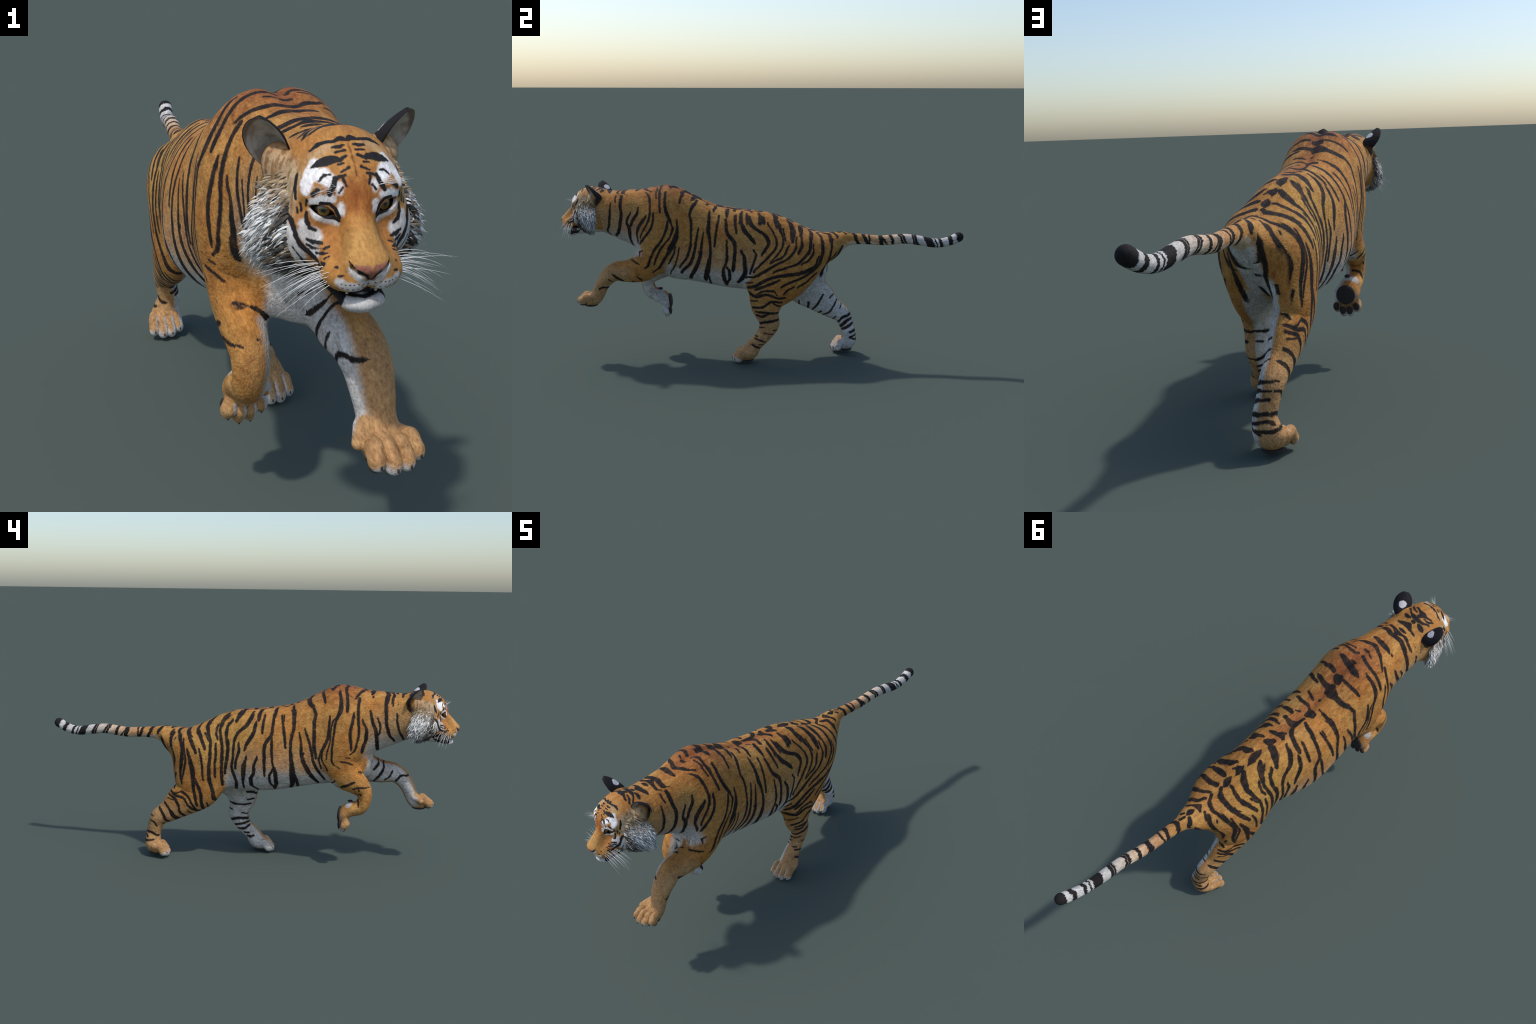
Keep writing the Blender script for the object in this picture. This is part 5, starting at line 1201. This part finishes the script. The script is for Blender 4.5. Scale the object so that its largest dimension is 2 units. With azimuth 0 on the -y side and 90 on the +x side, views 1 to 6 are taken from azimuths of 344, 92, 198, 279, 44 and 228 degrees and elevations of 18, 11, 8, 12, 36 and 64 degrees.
    # stripes running in from the neck
    grain2 = T.noise(T.P, 55, 2, 0.5)
    ragged = T.math("ADD", T.mul(w2, 0.006), T.mul(T.math("SUBTRACT", grain2, 0.5), 0.008))
    left = T.step(x, -0.012, -0.008)
    black = None
    for strokes, side in ((neck_sets[0], left), (neck_sets[1], T.math("SUBTRACT", 1.0, left))):
        m = T.mul(T.step(stripe_distance(T, (1, 2), strokes, ragged), 0.0019, -0.0021), side, T.step(nz, 0.80, 0.70), T.step(y, -0.82, -0.80))
        black = m if black is None else T.most(black, m)
    black = T.most(black, T.mul(T.step(stripe_distance(T, (0, 1), tops, ragged), 0.0019, -0.0021), T.step(nz, 0.34, 0.44)))
    c = T.mix(black, c, BLACK)
    # dark smudge behind the ears
    behind = T.vec("DISTANCE", H, (0.105, -0.765, 0.785))
    c = T.mix(T.step(T.math("ADD", behind, T.mul(b, 0.02)), 0.050, 0.025), c, (0.03, 0.02, 0.015))
    c = furred(T, c, a, b, 0.75, 0.7)
    return T.finish(c, 0.72, 0.25, bump=T.math("ADD", a, T.mul(b, 0.6)), bump_strength=0.28, bump_distance=0.0025)

def plain(name, col, rough=0.6, spec=0.4, var=0.0, scale=150, bump=0.0, **more):
    T = Tree(name)
    n = T.noise(T.P, scale, 3)
    c = T.mix(T.step(n, 0.3, 0.7), tuple(v * (1 - var) for v in col), tuple(min(1, v * (1 + var)) for v in col))
    return T.finish(c, rough, spec, bump=n if bump else None, bump_strength=bump, bump_distance=0.002, **more)

def ruff_coat():
    T = Tree("ruff_hair")
    H, hx, hy, z = head_space(T)
    rnd = T.node("NewGeometry").outputs["Random Per Island"]
    r2 = T.math("FRACT", T.mul(rnd, 17.31))
    inner = T.step(T.math("ADD", T.math("MULTIPLY_ADD", T.math("SUBTRACT", z, 0.70), 0.35, hy), T.mul(T.math("SUBTRACT", r2, 0.5), 0.030)), -0.846, -0.862)
    top = T.step(T.math("ADD", z, T.mul(T.math("SUBTRACT", r2, 0.5), 0.040)), 0.742, 0.772)
    c = T.mix(T.step(rnd, 0.05, 0.85), (0.19, 0.185, 0.17), (0.74, 0.74, 0.71))
    c = T.mix(T.mul(top, 0.92), c, T.mix(r2, (0.46, 0.33, 0.18), (0.24, 0.155, 0.08)))
    dark = T.mul(inner, T.step(r2, 0.22, 0.28))
    c = T.mix(T.mul(dark, 0.95), c, T.mix(T.step(rnd, 0.45, 0.75), (0.014, 0.012, 0.011), (0.20, 0.135, 0.075)))
    return T.finish(c, 0.7, 0.25)

# ----------------------------------------------------------------------------
# 8. ASSEMBLY
# ----------------------------------------------------------------------------
SC = bpy.context.scene.collection

def obj(name, mesh, parent=None, mats=(), loc=None):
    o = bpy.data.objects.new(name, mesh)
    SC.objects.link(o)
    if parent is not None:
        o.parent = parent
    if loc is not None:
        o.location = loc
    if mesh is not None:
        for m in mats:
            if m.name not in [k.name for k in mesh.materials if k]:
                mesh.materials.append(m)
    return o

def mesh_from(name, verts, faces, smooth=True):
    me = bpy.data.meshes.new(name)
    me.from_pydata([tuple(map(float, v)) for v in verts], [], [tuple(map(int, f)) for f in faces])
    me.polygons.foreach_set("use_smooth", [smooth] * len(me.polygons))
    me.update()
    return me

def ball(name, seg=24, rings=16):
    bm = bmesh.new()
    bmesh.ops.create_uvsphere(bm, u_segments=seg, v_segments=rings, radius=1.0)
    me = bpy.data.meshes.new(name)
    bm.to_mesh(me); bm.free()
    me.polygons.foreach_set("use_smooth", [True] * len(me.polygons))
    return me

def tube(points, radii, sides=5):
    """Tapered tube along a polyline; returns verts, faces."""
    P = np.asarray(points, float)
    V, F = [], []
    ref = np.array([0.3, 0.2, 0.93])
    for i, p in enumerate(P):
        d = P[min(i + 1, len(P) - 1)] - P[max(i - 1, 0)]
        d /= np.linalg.norm(d) + 1e-9
        u = np.cross(d, ref); u /= np.linalg.norm(u) + 1e-9
        v = np.cross(d, u)
        for k in range(sides):
            t = 2 * math.pi * k / sides
            V.append(p + radii[i] * (u * math.cos(t) + v * math.sin(t)))
    n = len(P)
    for i in range(n - 1):
        for k in range(sides):
            F.append((i * sides + k, i * sides + (k + 1) % sides, (i + 1) * sides + (k + 1) % sides, (i + 1) * sides + k))
    F.append(tuple(range(sides))[::-1]); F.append(tuple((n - 1) * sides + k for k in range(sides)))
    return V, F

tiger = bpy.data.objects.new("tiger", None)
tiger.empty_display_size = 0.1
SC.objects.link(tiger)
tiger["label"] = "a running striped orange tiger with white cheek ruff"
tiger["category"] = "tiger"

# ---- skin and its parts
pos, quads, nrm = grow_skin()
fc = pos[quads].mean(1)
G = parts(fc)
F = np.stack([G[k] for k in GROUPS], 1)
F[:, GROUPS.index("torso")] += 0.004
which = F.argmin(1)
label = np.array(GROUPS, dtype=object)[which]
label[(label == "torso") & (fc[:, 1] < -0.600)] = "neck"
label[(label == "tail") & (fc[:, 1] < 0.40)] = "torso"
label[(label == "torso") & (fc[:, 1] > 0.42) & (fc[:, 2] > 0.572)] = "tail"
label[(label == "foreleg_l") & (fc[:, 1] < -0.803)] = "forepaw_l"
label[(label == "foreleg_r") & (fc[:, 2] < 0.322) & (fc[:, 1] > -0.535)] = "forepaw_r"
label[(label == "hindleg_l") & (fc[:, 2] < 0.082)] = "hindpaw_l"
label[(label == "hindleg_r") & (fc[:, 2] < 0.088)] = "hindpaw_r"

def near_strokes(strokes, test):
    return [s for s in strokes if any(test(p) for p in s)]

RO_B, LO_B = RIGHT_OUTER, LEFT_OUTER
M = {}
M["trunk"] = coat("trunk_coat", [((1, 2), LEFT_OUTER, "L"), ((1, 2), RIGHT_OUTER, "R"), ((0, 2), [s for s in REAR if s[0][1] > 0.4], "B")], TOP, None)
is_fore, is_hind = (lambda p: p[0] < -0.36), (lambda p: p[0] > -0.10)
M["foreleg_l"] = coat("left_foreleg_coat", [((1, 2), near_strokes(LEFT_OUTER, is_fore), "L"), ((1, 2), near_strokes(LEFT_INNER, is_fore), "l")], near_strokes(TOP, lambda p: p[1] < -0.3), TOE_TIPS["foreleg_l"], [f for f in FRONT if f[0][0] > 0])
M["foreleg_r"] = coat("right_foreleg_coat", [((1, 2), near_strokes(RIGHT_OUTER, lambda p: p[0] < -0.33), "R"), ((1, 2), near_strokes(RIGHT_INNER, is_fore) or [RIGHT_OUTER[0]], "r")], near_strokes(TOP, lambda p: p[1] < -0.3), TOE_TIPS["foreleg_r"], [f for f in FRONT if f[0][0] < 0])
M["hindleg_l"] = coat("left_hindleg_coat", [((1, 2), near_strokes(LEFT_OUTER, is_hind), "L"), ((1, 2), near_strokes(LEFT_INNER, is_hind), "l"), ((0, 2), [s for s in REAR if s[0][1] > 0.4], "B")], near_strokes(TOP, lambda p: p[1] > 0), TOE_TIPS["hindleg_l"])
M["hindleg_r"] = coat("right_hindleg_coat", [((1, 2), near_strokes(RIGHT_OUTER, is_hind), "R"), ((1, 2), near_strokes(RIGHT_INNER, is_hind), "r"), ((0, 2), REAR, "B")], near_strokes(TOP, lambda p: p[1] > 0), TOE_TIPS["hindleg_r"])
M["tail"] = tail_coat()
M["head"] = head_coat((near_strokes(LEFT_OUTER, lambda p: p[0] < -0.68), near_strokes(RIGHT_OUTER, lambda p: p[0] < -0.68)), near_strokes(TOP, lambda p: p[1] < -0.62) or TOP[:1])

SKIN = {}
def skin_part(key, name, mat, parent):
    q = quads[label == key]
    used, inv = np.unique(q, return_inverse=True)
    me = bpy.data.meshes.new(name)
    me.from_pydata(pos[used].tolist(), [], inv.reshape(q.shape).tolist())
    me.polygons.foreach_set("use_smooth", [True] * len(me.polygons))
    me.normals_split_custom_set_from_vertices(nrm[used].tolist())
    SKIN[key] = obj(name, me, parent, [mat])
    return SKIN[key]

for key, name, mat in (("torso", "torso", "trunk"), ("neck", "neck", "trunk"), ("head", "head", "head"), ("tail", "tail", "tail"),
                       ("foreleg_l", "foreleg", "foreleg_l"), ("foreleg_r", "foreleg", "foreleg_r"), ("hindleg_l", "hindleg", "hindleg_l"), ("hindleg_r", "hindleg", "hindleg_r")):
    skin_part(key, name, M[mat], tiger)
for leg, paw, name in (("foreleg_l", "forepaw_l", "forepaw"), ("foreleg_r", "forepaw_r", "forepaw"), ("hindleg_l", "hindpaw_l", "hind_paw"), ("hindleg_r", "hindpaw_r", "hind_paw")):
    skin_part(paw, name, M[leg], SKIN[leg])
head_ob = SKIN["head"]

def hd(v):
    """Direction from head frame to world."""
    return np.asarray(v, float) @ HEAD_R

# ---- eyes
def eye_material():
    T = Tree("eye")
    x, y, z = T.xyz(T.P)
    r = T.vec("LENGTH", T.join(x, y, 0.0))
    n = T.noise(T.P, 2.2, 3)
    iris = T.mix(T.step(T.math("ADD", r, T.mul(T.math("SUBTRACT", n, 0.5), 0.10)), 0.15, 0.42), (0.060, 0.050, 0.012), (0.260, 0.135, 0.022))
    iris = T.mix(T.step(r, 0.40, 0.46), iris, (0.05, 0.03, 0.01))
    c = T.mix(T.step(r, 0.16, 0.13), iris, (0.004, 0.004, 0.004))
    c = T.mix(T.step(r, 0.46, 0.50), c, (0.012, 0.010, 0.009))
    return T.finish(c, 0.25, 0.5, Coat_Weight=0.6, Coat_Roughness=0.08)
eye_mat = eye_material()
eye_mesh = ball("eye", 40, 28)
for sx in (1, -1):
    c = from_head(EYE_C * np.array([sx, 1, 1]))[0]
    d = hd(np.array([EYE_DIR[0] * sx * 0.75, EYE_DIR[1], EYE_DIR[2] - 0.02]))
    e = obj("eye", eye_mesh, head_ob, [eye_mat], Vector(c))
    e.scale = (EYE_R,) * 3
    e.rotation_euler = Vector(d).to_track_quat("Z", "Y").to_euler()

# ---- ears: cupped shells with an outer and an inner face
def ear_materials():
    T = Tree("ear_back")
    x, y, z = T.xyz(T.P)
    n = T.noise(T.P, 160, 3)
    w = T.mul(T.math("SUBTRACT", n, 0.5), 0.006)
    spot = T.vec("LENGTH", T.join(T.mul(x, 0.80), T.mul(T.math("SUBTRACT", y, 0.055), 0.95), 0.0))
    c = T.mix(T.step(T.math("ADD", spot, w), 0.0145, 0.0115), (0.014, 0.013, 0.014), (0.62, 0.60, 0.60))
    c = T.mix(T.step(T.math("ADD", y, T.mul(w, 1.5)), 0.010, 0.002), c, (0.10, 0.045, 0.015))
    back = T.finish(c, 0.8, 0.2, bump=n, bump_strength=0.3)
    T = Tree("ear_inside")
    x, y, z = T.xyz(T.P)
    n = T.noise(T.vec("MULTIPLY", T.P, (1, 0.3, 1)), 190, 3)
    n2 = T.noise(T.P, 40, 3)
    c = T.mix(T.step(n2, 0.4, 0.65), (0.56, 0.50, 0.43), (0.34, 0.27, 0.20))  # lightened to offset the shade inside the cup
    c = T.mix(T.step(T.math("ADD", y, T.mul(n2, 0.02)), 0.034, 0.012), c, (0.46, 0.36, 0.25))
    rim = T.step(z, 0.0105, 0.0150)
    c = T.mix(T.mul(rim, 0.7), c, (0.10, 0.045, 0.015))
    inside = T.finish(T.mix(T.mul(n, 0.35), c, (0.36, 0.33, 0.29)), 0.8, 0.2, bump=n, bump_strength=0.6)
    return back, inside
ear_back, ear_inside = ear_materials()
EAR_H = 0.098
def ear_point(u, v, side):
    """u across -1..1, v base to tip 0..1; side 0 inner face, 1 outer face."""
    w = 0.0345 * np.interp(v, [0, 0.2, 0.4, 0.6, 0.75, 0.87, 0.95, 1.0], [0.62, 0.92, 1.03, 1.00, 0.87, 0.66, 0.45, 0.16])
    cup = 0.030 * np.interp(v, [0, 0.3, 0.6, 0.85, 1.0], [1.0, 1.0, 0.75, 0.40, 0.16])
    z = -cup * (1 - abs(u) ** 2.2) + 0.016 * np.interp(v, [0, .5, 1], [0.4, 0.9, 1.0])
    x = u * w * (1 + 0.07 * side)
    thick = 0.0042 * (1 - 0.75 * abs(u) ** 3)
    z += 0.007 * v * v                      # the tip leans forward
    return (x, v * EAR_H, z - (thick if side else 0.0))
NU, NV = 24, 22
verts, faces, face_mat = [], [], []
for side in (0, 1):
    for j in range(NV + 1):
        for i in range(NU + 1):
            verts.append(ear_point(-1 + 2 * i / NU, j / NV, side))
row, off = NU + 1, (NU + 1) * (NV + 1)
for j in range(NV):
    for i in range(NU):
        a = j * row + i
        faces.append((a, a + 1, a + row + 1, a + row)); face_mat.append(1)
        faces.append((off + a + row, off + a + row + 1, off + a + 1, off + a)); face_mat.append(0)
for j in range(NV):
    for i, flip in ((0, False), (NU, True)):
        a = j * row + i
        q = (a, a + row, off + a + row, off + a)
        faces.append(q[::-1] if flip else q); face_mat.append(0)
for i in range(NU):
    a = NV * row + i
    faces.append((a, a + 1, off + a + 1, off + a)); face_mat.append(0)
ear_mesh = mesh_from("ear", verts, faces)
ear_mesh.materials.append(ear_back); ear_mesh.materials.append(ear_inside)
ear_mesh.polygons.foreach_set("material_index", face_mat)
for sx in (1, -1):
    base, tip = np.array([0.084 * sx, -0.778, 0.793 - 0.003 * sx]), np.array([0.106 * sx, -0.813, 0.888 - 0.004 * sx])
    up = hd(tip - base); up /= np.linalg.norm(up)
    front = hd(np.array([0.58 * sx, -0.76, -0.20]))
    front -= up * (front @ up); front /= np.linalg.norm(front)
    side = np.cross(up, front)
    e = obj("ear", ear_mesh, head_ob)
    m = Matrix((Vector((*side, 0)), Vector((*up, 0)), Vector((*front, 0)), Vector((0, 0, 0, 1)))).transposed()
    m.translation = Vector(from_head(base)[0])
    e.matrix_world = m

# ---- mouth: tongue and teeth
flesh = plain("tongue", (0.20, 0.075, 0.080), 0.45, 0.5, 0.25, 200, 0.3)
ivory = plain("tooth", (0.52, 0.46, 0.30), 0.35, 0.5, 0.2, 120)
gums = plain("gum", (0.10, 0.045, 0.045), 0.4, 0.5, 0.3, 150)
t = obj("tongue", ball("tongue"), head_ob, [flesh], Vector(from_head((0, -0.925, 0.646))[0]))
t.scale = (0.020, 0.036, 0.0070); t.rotation_euler = (math.radians(-6), 0, HEAD_YAW)
gum_mesh, tooth_mesh = ball("gum"), ball("tooth", 12, 8)
for sx in (1, -1):
    g = obj("gum", gum_mesh, head_ob, [gums], Vector(from_head((0.030 * sx, -0.912, 0.6455))[0]))
    g.scale = (0.0075, 0.026, 0.0085); g.rotation_euler = (math.radians(-8), 0, HEAD_YAW + 0.22 * sx)
    for i in range(5):
        y = -0.893 - 0.0095 * i
        k = obj("tooth", tooth_mesh, head_ob, [ivory], Vector(from_head(((0.0385 - 0.0022 * i) * sx, y, 0.6460 - 0.0012 * i))[0]))
        k.scale = (0.0028, 0.0050, 0.0062 if i != 1 else 0.008); k.rotation_euler = (0, 0, HEAD_YAW + 0.22 * sx)
    for y, z0, z1, r in ((-0.953, 0.660, 0.645, 0.0036), (-0.945, 0.630, 0.645, 0.0030)):
        V, Fc = tube([from_head((0.0215 * sx, y, z0 + (z1 - z0) * t))[0] for t in (0, .35, .7, 1)], [r, r * 0.85, r * 0.5, r * 0.1], 8)
        obj("tooth", mesh_from("canine_tooth", V, Fc), head_ob, [ivory])

# ---- claws and pads
claw_mat = plain("claw", (0.020, 0.017, 0.016), 0.35, 0.5, 0.3)
pad_mat = plain("paw_pad", (0.040, 0.030, 0.029), 0.7, 0.3, 0.35, 260, 0.7)
claw_mesh = ball("claw", 10, 8)
for key, leg, tipdir in (("reaching", "foreleg_l", (0.05, -0.92, -0.30)), ("folded", "foreleg_r", (0.0, -0.25, -0.95)), ("planted", "hindleg_l", (0.05, -0.95, -0.2)), ("trailing", "hindleg_r", (0.05, -0.95, -0.2))):
    for a, m, b, ra, rm, rb in PAW[key]:
        d = np.array(tipdir); d /= np.linalg.norm(d)
        up = np.array([0, 0.2, 1.0]) if key != "folded" else np.array([0, -1.0, 0.2])
        surf = b + (d + up * 0.22) / np.linalg.norm(d + up * 0.22) * rb * 0.93
        o = obj("claw", claw_mesh, SKIN[leg], [claw_mat], Vector(surf))
        o.scale = (0.0023, 0.0034, 0.0064)
        o.rotation_euler = Vector(up - d * 0.9).to_track_quat("Z", "Y").to_euler()
pad_mesh = ball("paw_pad", 28, 18)
def pad(leg, c, s, tilt=0.0):
    o = obj("paw_pad", pad_mesh, SKIN[leg], [pad_mat], Vector(c))
    o.scale = s; o.rotation_euler = (tilt, 0, 0)
pad("foreleg_r", (-0.070, -0.4615, 0.266), (0.036, 0.009, 0.036), 0.10)
for a, m, b, ra, rm, rb in PAW["folded"]:
    pad("foreleg_r", (b[0], b[1] + 0.0150, b[2] + 0.006), (0.0115, 0.0085, 0.0160), -0.1)
pad("foreleg_r", (-0.066, -0.512, 0.3275), (0.011, 0.012, 0.006))
pad("foreleg_l", (0.083, -0.836, 0.2755), (0.034, 0.032, 0.007))
for a, m, b, ra, rm, rb in PAW["reaching"]:
    pad("foreleg_l", (b[0], b[1] + 0.004, b[2] - 0.0165), (0.0105, 0.0130, 0.006))
pad("hindleg_l", (0.115, -0.048, 0.0125), (0.032, 0.026, 0.007))
pad("hindleg_r", (-0.070, 0.446, 0.0150), (0.032, 0.030, 0.007))

# ---- cheek ruff: real tufts lying back over the cheek
def tuft(V, Fc, root, d, nrm_, L, w, bend):
    d = d / np.linalg.norm(d)
    s = np.cross(d, nrm_); s /= np.linalg.norm(s) + 1e-9
    n = np.cross(s, d)
    base = len(V)
    for t, ww in ((0.0, 0.55), (0.40, 1.0), (0.75, 0.72)):
        p = root + d * L * t + n * (bend * t * (1 - t) * L) - np.array([0, 0, 1]) * 0.10 * L * t * t
        for a, h in ((1, 0), (0, 0.28), (-1, 0), (0, -0.28)):
            V.append(p + s * a * w * ww + n * h * w * ww)
    V.append(root + d * L - np.array([0, 0, 1]) * 0.16 * L)
    for k in range(2):
        for i in range(4):
            Fc.append((base + 4 * k + i, base + 4 * k + (i + 1) % 4, base + 4 * k + 4 + (i + 1) % 4, base + 4 * k + 4 + i))
    for i in range(4):
        Fc.append((base + 8 + i, base + 8 + (i + 1) % 4, base + 12))
    Fc.append((base + 3, base + 2, base + 1, base))

ruff_mat = ruff_coat()
L = to_head(pos)
nl = nrm @ HEAD_R.T
for sx in (1, -1):
    lx = L[:, 0] * sx
    m = (lx > 0.046) & (L[:, 1] > -0.900) & (L[:, 1] < -0.782) & (L[:, 2] > 0.622) & (L[:, 2] < 0.812)
    side_patch = (lx > 0.064) & (((L[:, 1] + 0.842) / 0.052) ** 2 + ((L[:, 2] - 0.712) / 0.090) ** 2 < 1.0)
    jaw_patch = (L[:, 1] > -0.885) & (L[:, 1] < -0.815) & (L[:, 2] < 0.672) & (L[:, 2] > 0.634) & (L[:, 1] > -0.885 + 0.5 * (0.672 - L[:, 2]))
    m &= side_patch | jaw_patch
    m &= RNG.random(len(m)) < np.interp(L[:, 2], [0.745, 0.775, 0.805], [1.0, 0.40, 0.10])      # thins out towards the ear
    idx = np.nonzero(m)[0]
    r = np.random.default_rng(11 if sx > 0 else 12)
    idx = r.choice(idx, min(2400, len(idx)), replace=False)
    V, Fc = [], []
    for i in idx:
        p, n = L[i].copy(), nl[i].copy()
        n[0] *= sx; p[0] *= sx
        h = np.clip((p[2] - 0.64) / 0.13, 0, 1)
        back = np.clip((p[1] + 0.880) / 0.09, 0, 1)
        d = np.array([1.05 - 0.15 * back, 0.34 + 0.05 * back, -0.52 + 0.34 * h]) + r.normal(0, 0.18, 3)
        d = d - n * (d @ n) * 0.60 + n * (0.07 + 0.13 * back)
        Ln = (0.023 + 0.015 * back * (1 - h * 0.40)) * r.uniform(0.60, 1.30)
        if p[2] < 0.668:
            Ln *= 0.72
        if p[2] > 0.750:
            Ln *= np.interp(p[2], [0.750, 0.790], [0.85, 0.60])
        for q in (p, n, d):
            q[0] *= sx
        tuft(V, Fc, from_head(p - n * 0.002)[0], hd(d), hd(n), Ln, r.uniform(0.0013, 0.0027), r.uniform(0.1, 0.5))
    ru = obj("cheek_ruff", mesh_from("cheek_ruff", V, Fc, False), head_ob, [ruff_mat])
    ru["kind"] = "stuff"

# ---- whiskers
whisker_mat = plain("whisker", (0.80, 0.79, 0.77), 0.4, 0.5)
def hair(name, root, d, L, droop, r0):
    pts, p, d = [], np.array(root, float), np.array(d, float) / np.linalg.norm(d)
    for i in range(9):
        pts.append(p.copy())
        p = p + d * L / 8
        d = d + np.array([0, 0, -droop / 8]); d /= np.linalg.norm(d)
    V, Fc = tube(from_head(pts), [r0 * (1 - 0.85 * (i / 8) ** 1.3) for i in range(9)], 4)
    obj(name, mesh_from(name, V, Fc), head_ob, [whisker_mat])
rw = np.random.default_rng(5)
for sx in (1, -1):
    for i in range(26):
        rowi, col = i % 4, i // 4
        y, z = -0.965 + 0.0075 * col + rw.uniform(-.002, .002), 0.681 - 0.0065 * rowi + rw.uniform(-.0015, .0015)
        x = (0.044 + 0.0030 * col) * sx
        d = np.array([0.95 * sx, 0.12 + 0.10 * rw.uniform(-1, 1) + 0.03 * col, -0.06 - 0.13 * rowi + rw.uniform(-.10, .10)])
        hair("whisker", (x, y, z), d, rw.uniform(0.055, 0.108), rw.uniform(0.25, 0.65), 0.00048)
    for i in range(15):
        x, y, z = (0.022 + 0.0018 * (i % 8)) * sx, -0.927 + 0.002 * (i % 3) + 0.0008 * (i % 8), 0.783 + 0.0016 * (i // 3) - 0.0006 * (i % 8)
        d = np.array([(0.80 + rw.uniform(-.2, .2)) * sx, -0.42 + rw.uniform(-.25, .2), 0.34 + rw.uniform(-.22, .25)])
        hair("brow_whisker", (x, y, z), d, rw.uniform(0.030, 0.056), rw.uniform(0.1, 0.5), 0.00034)
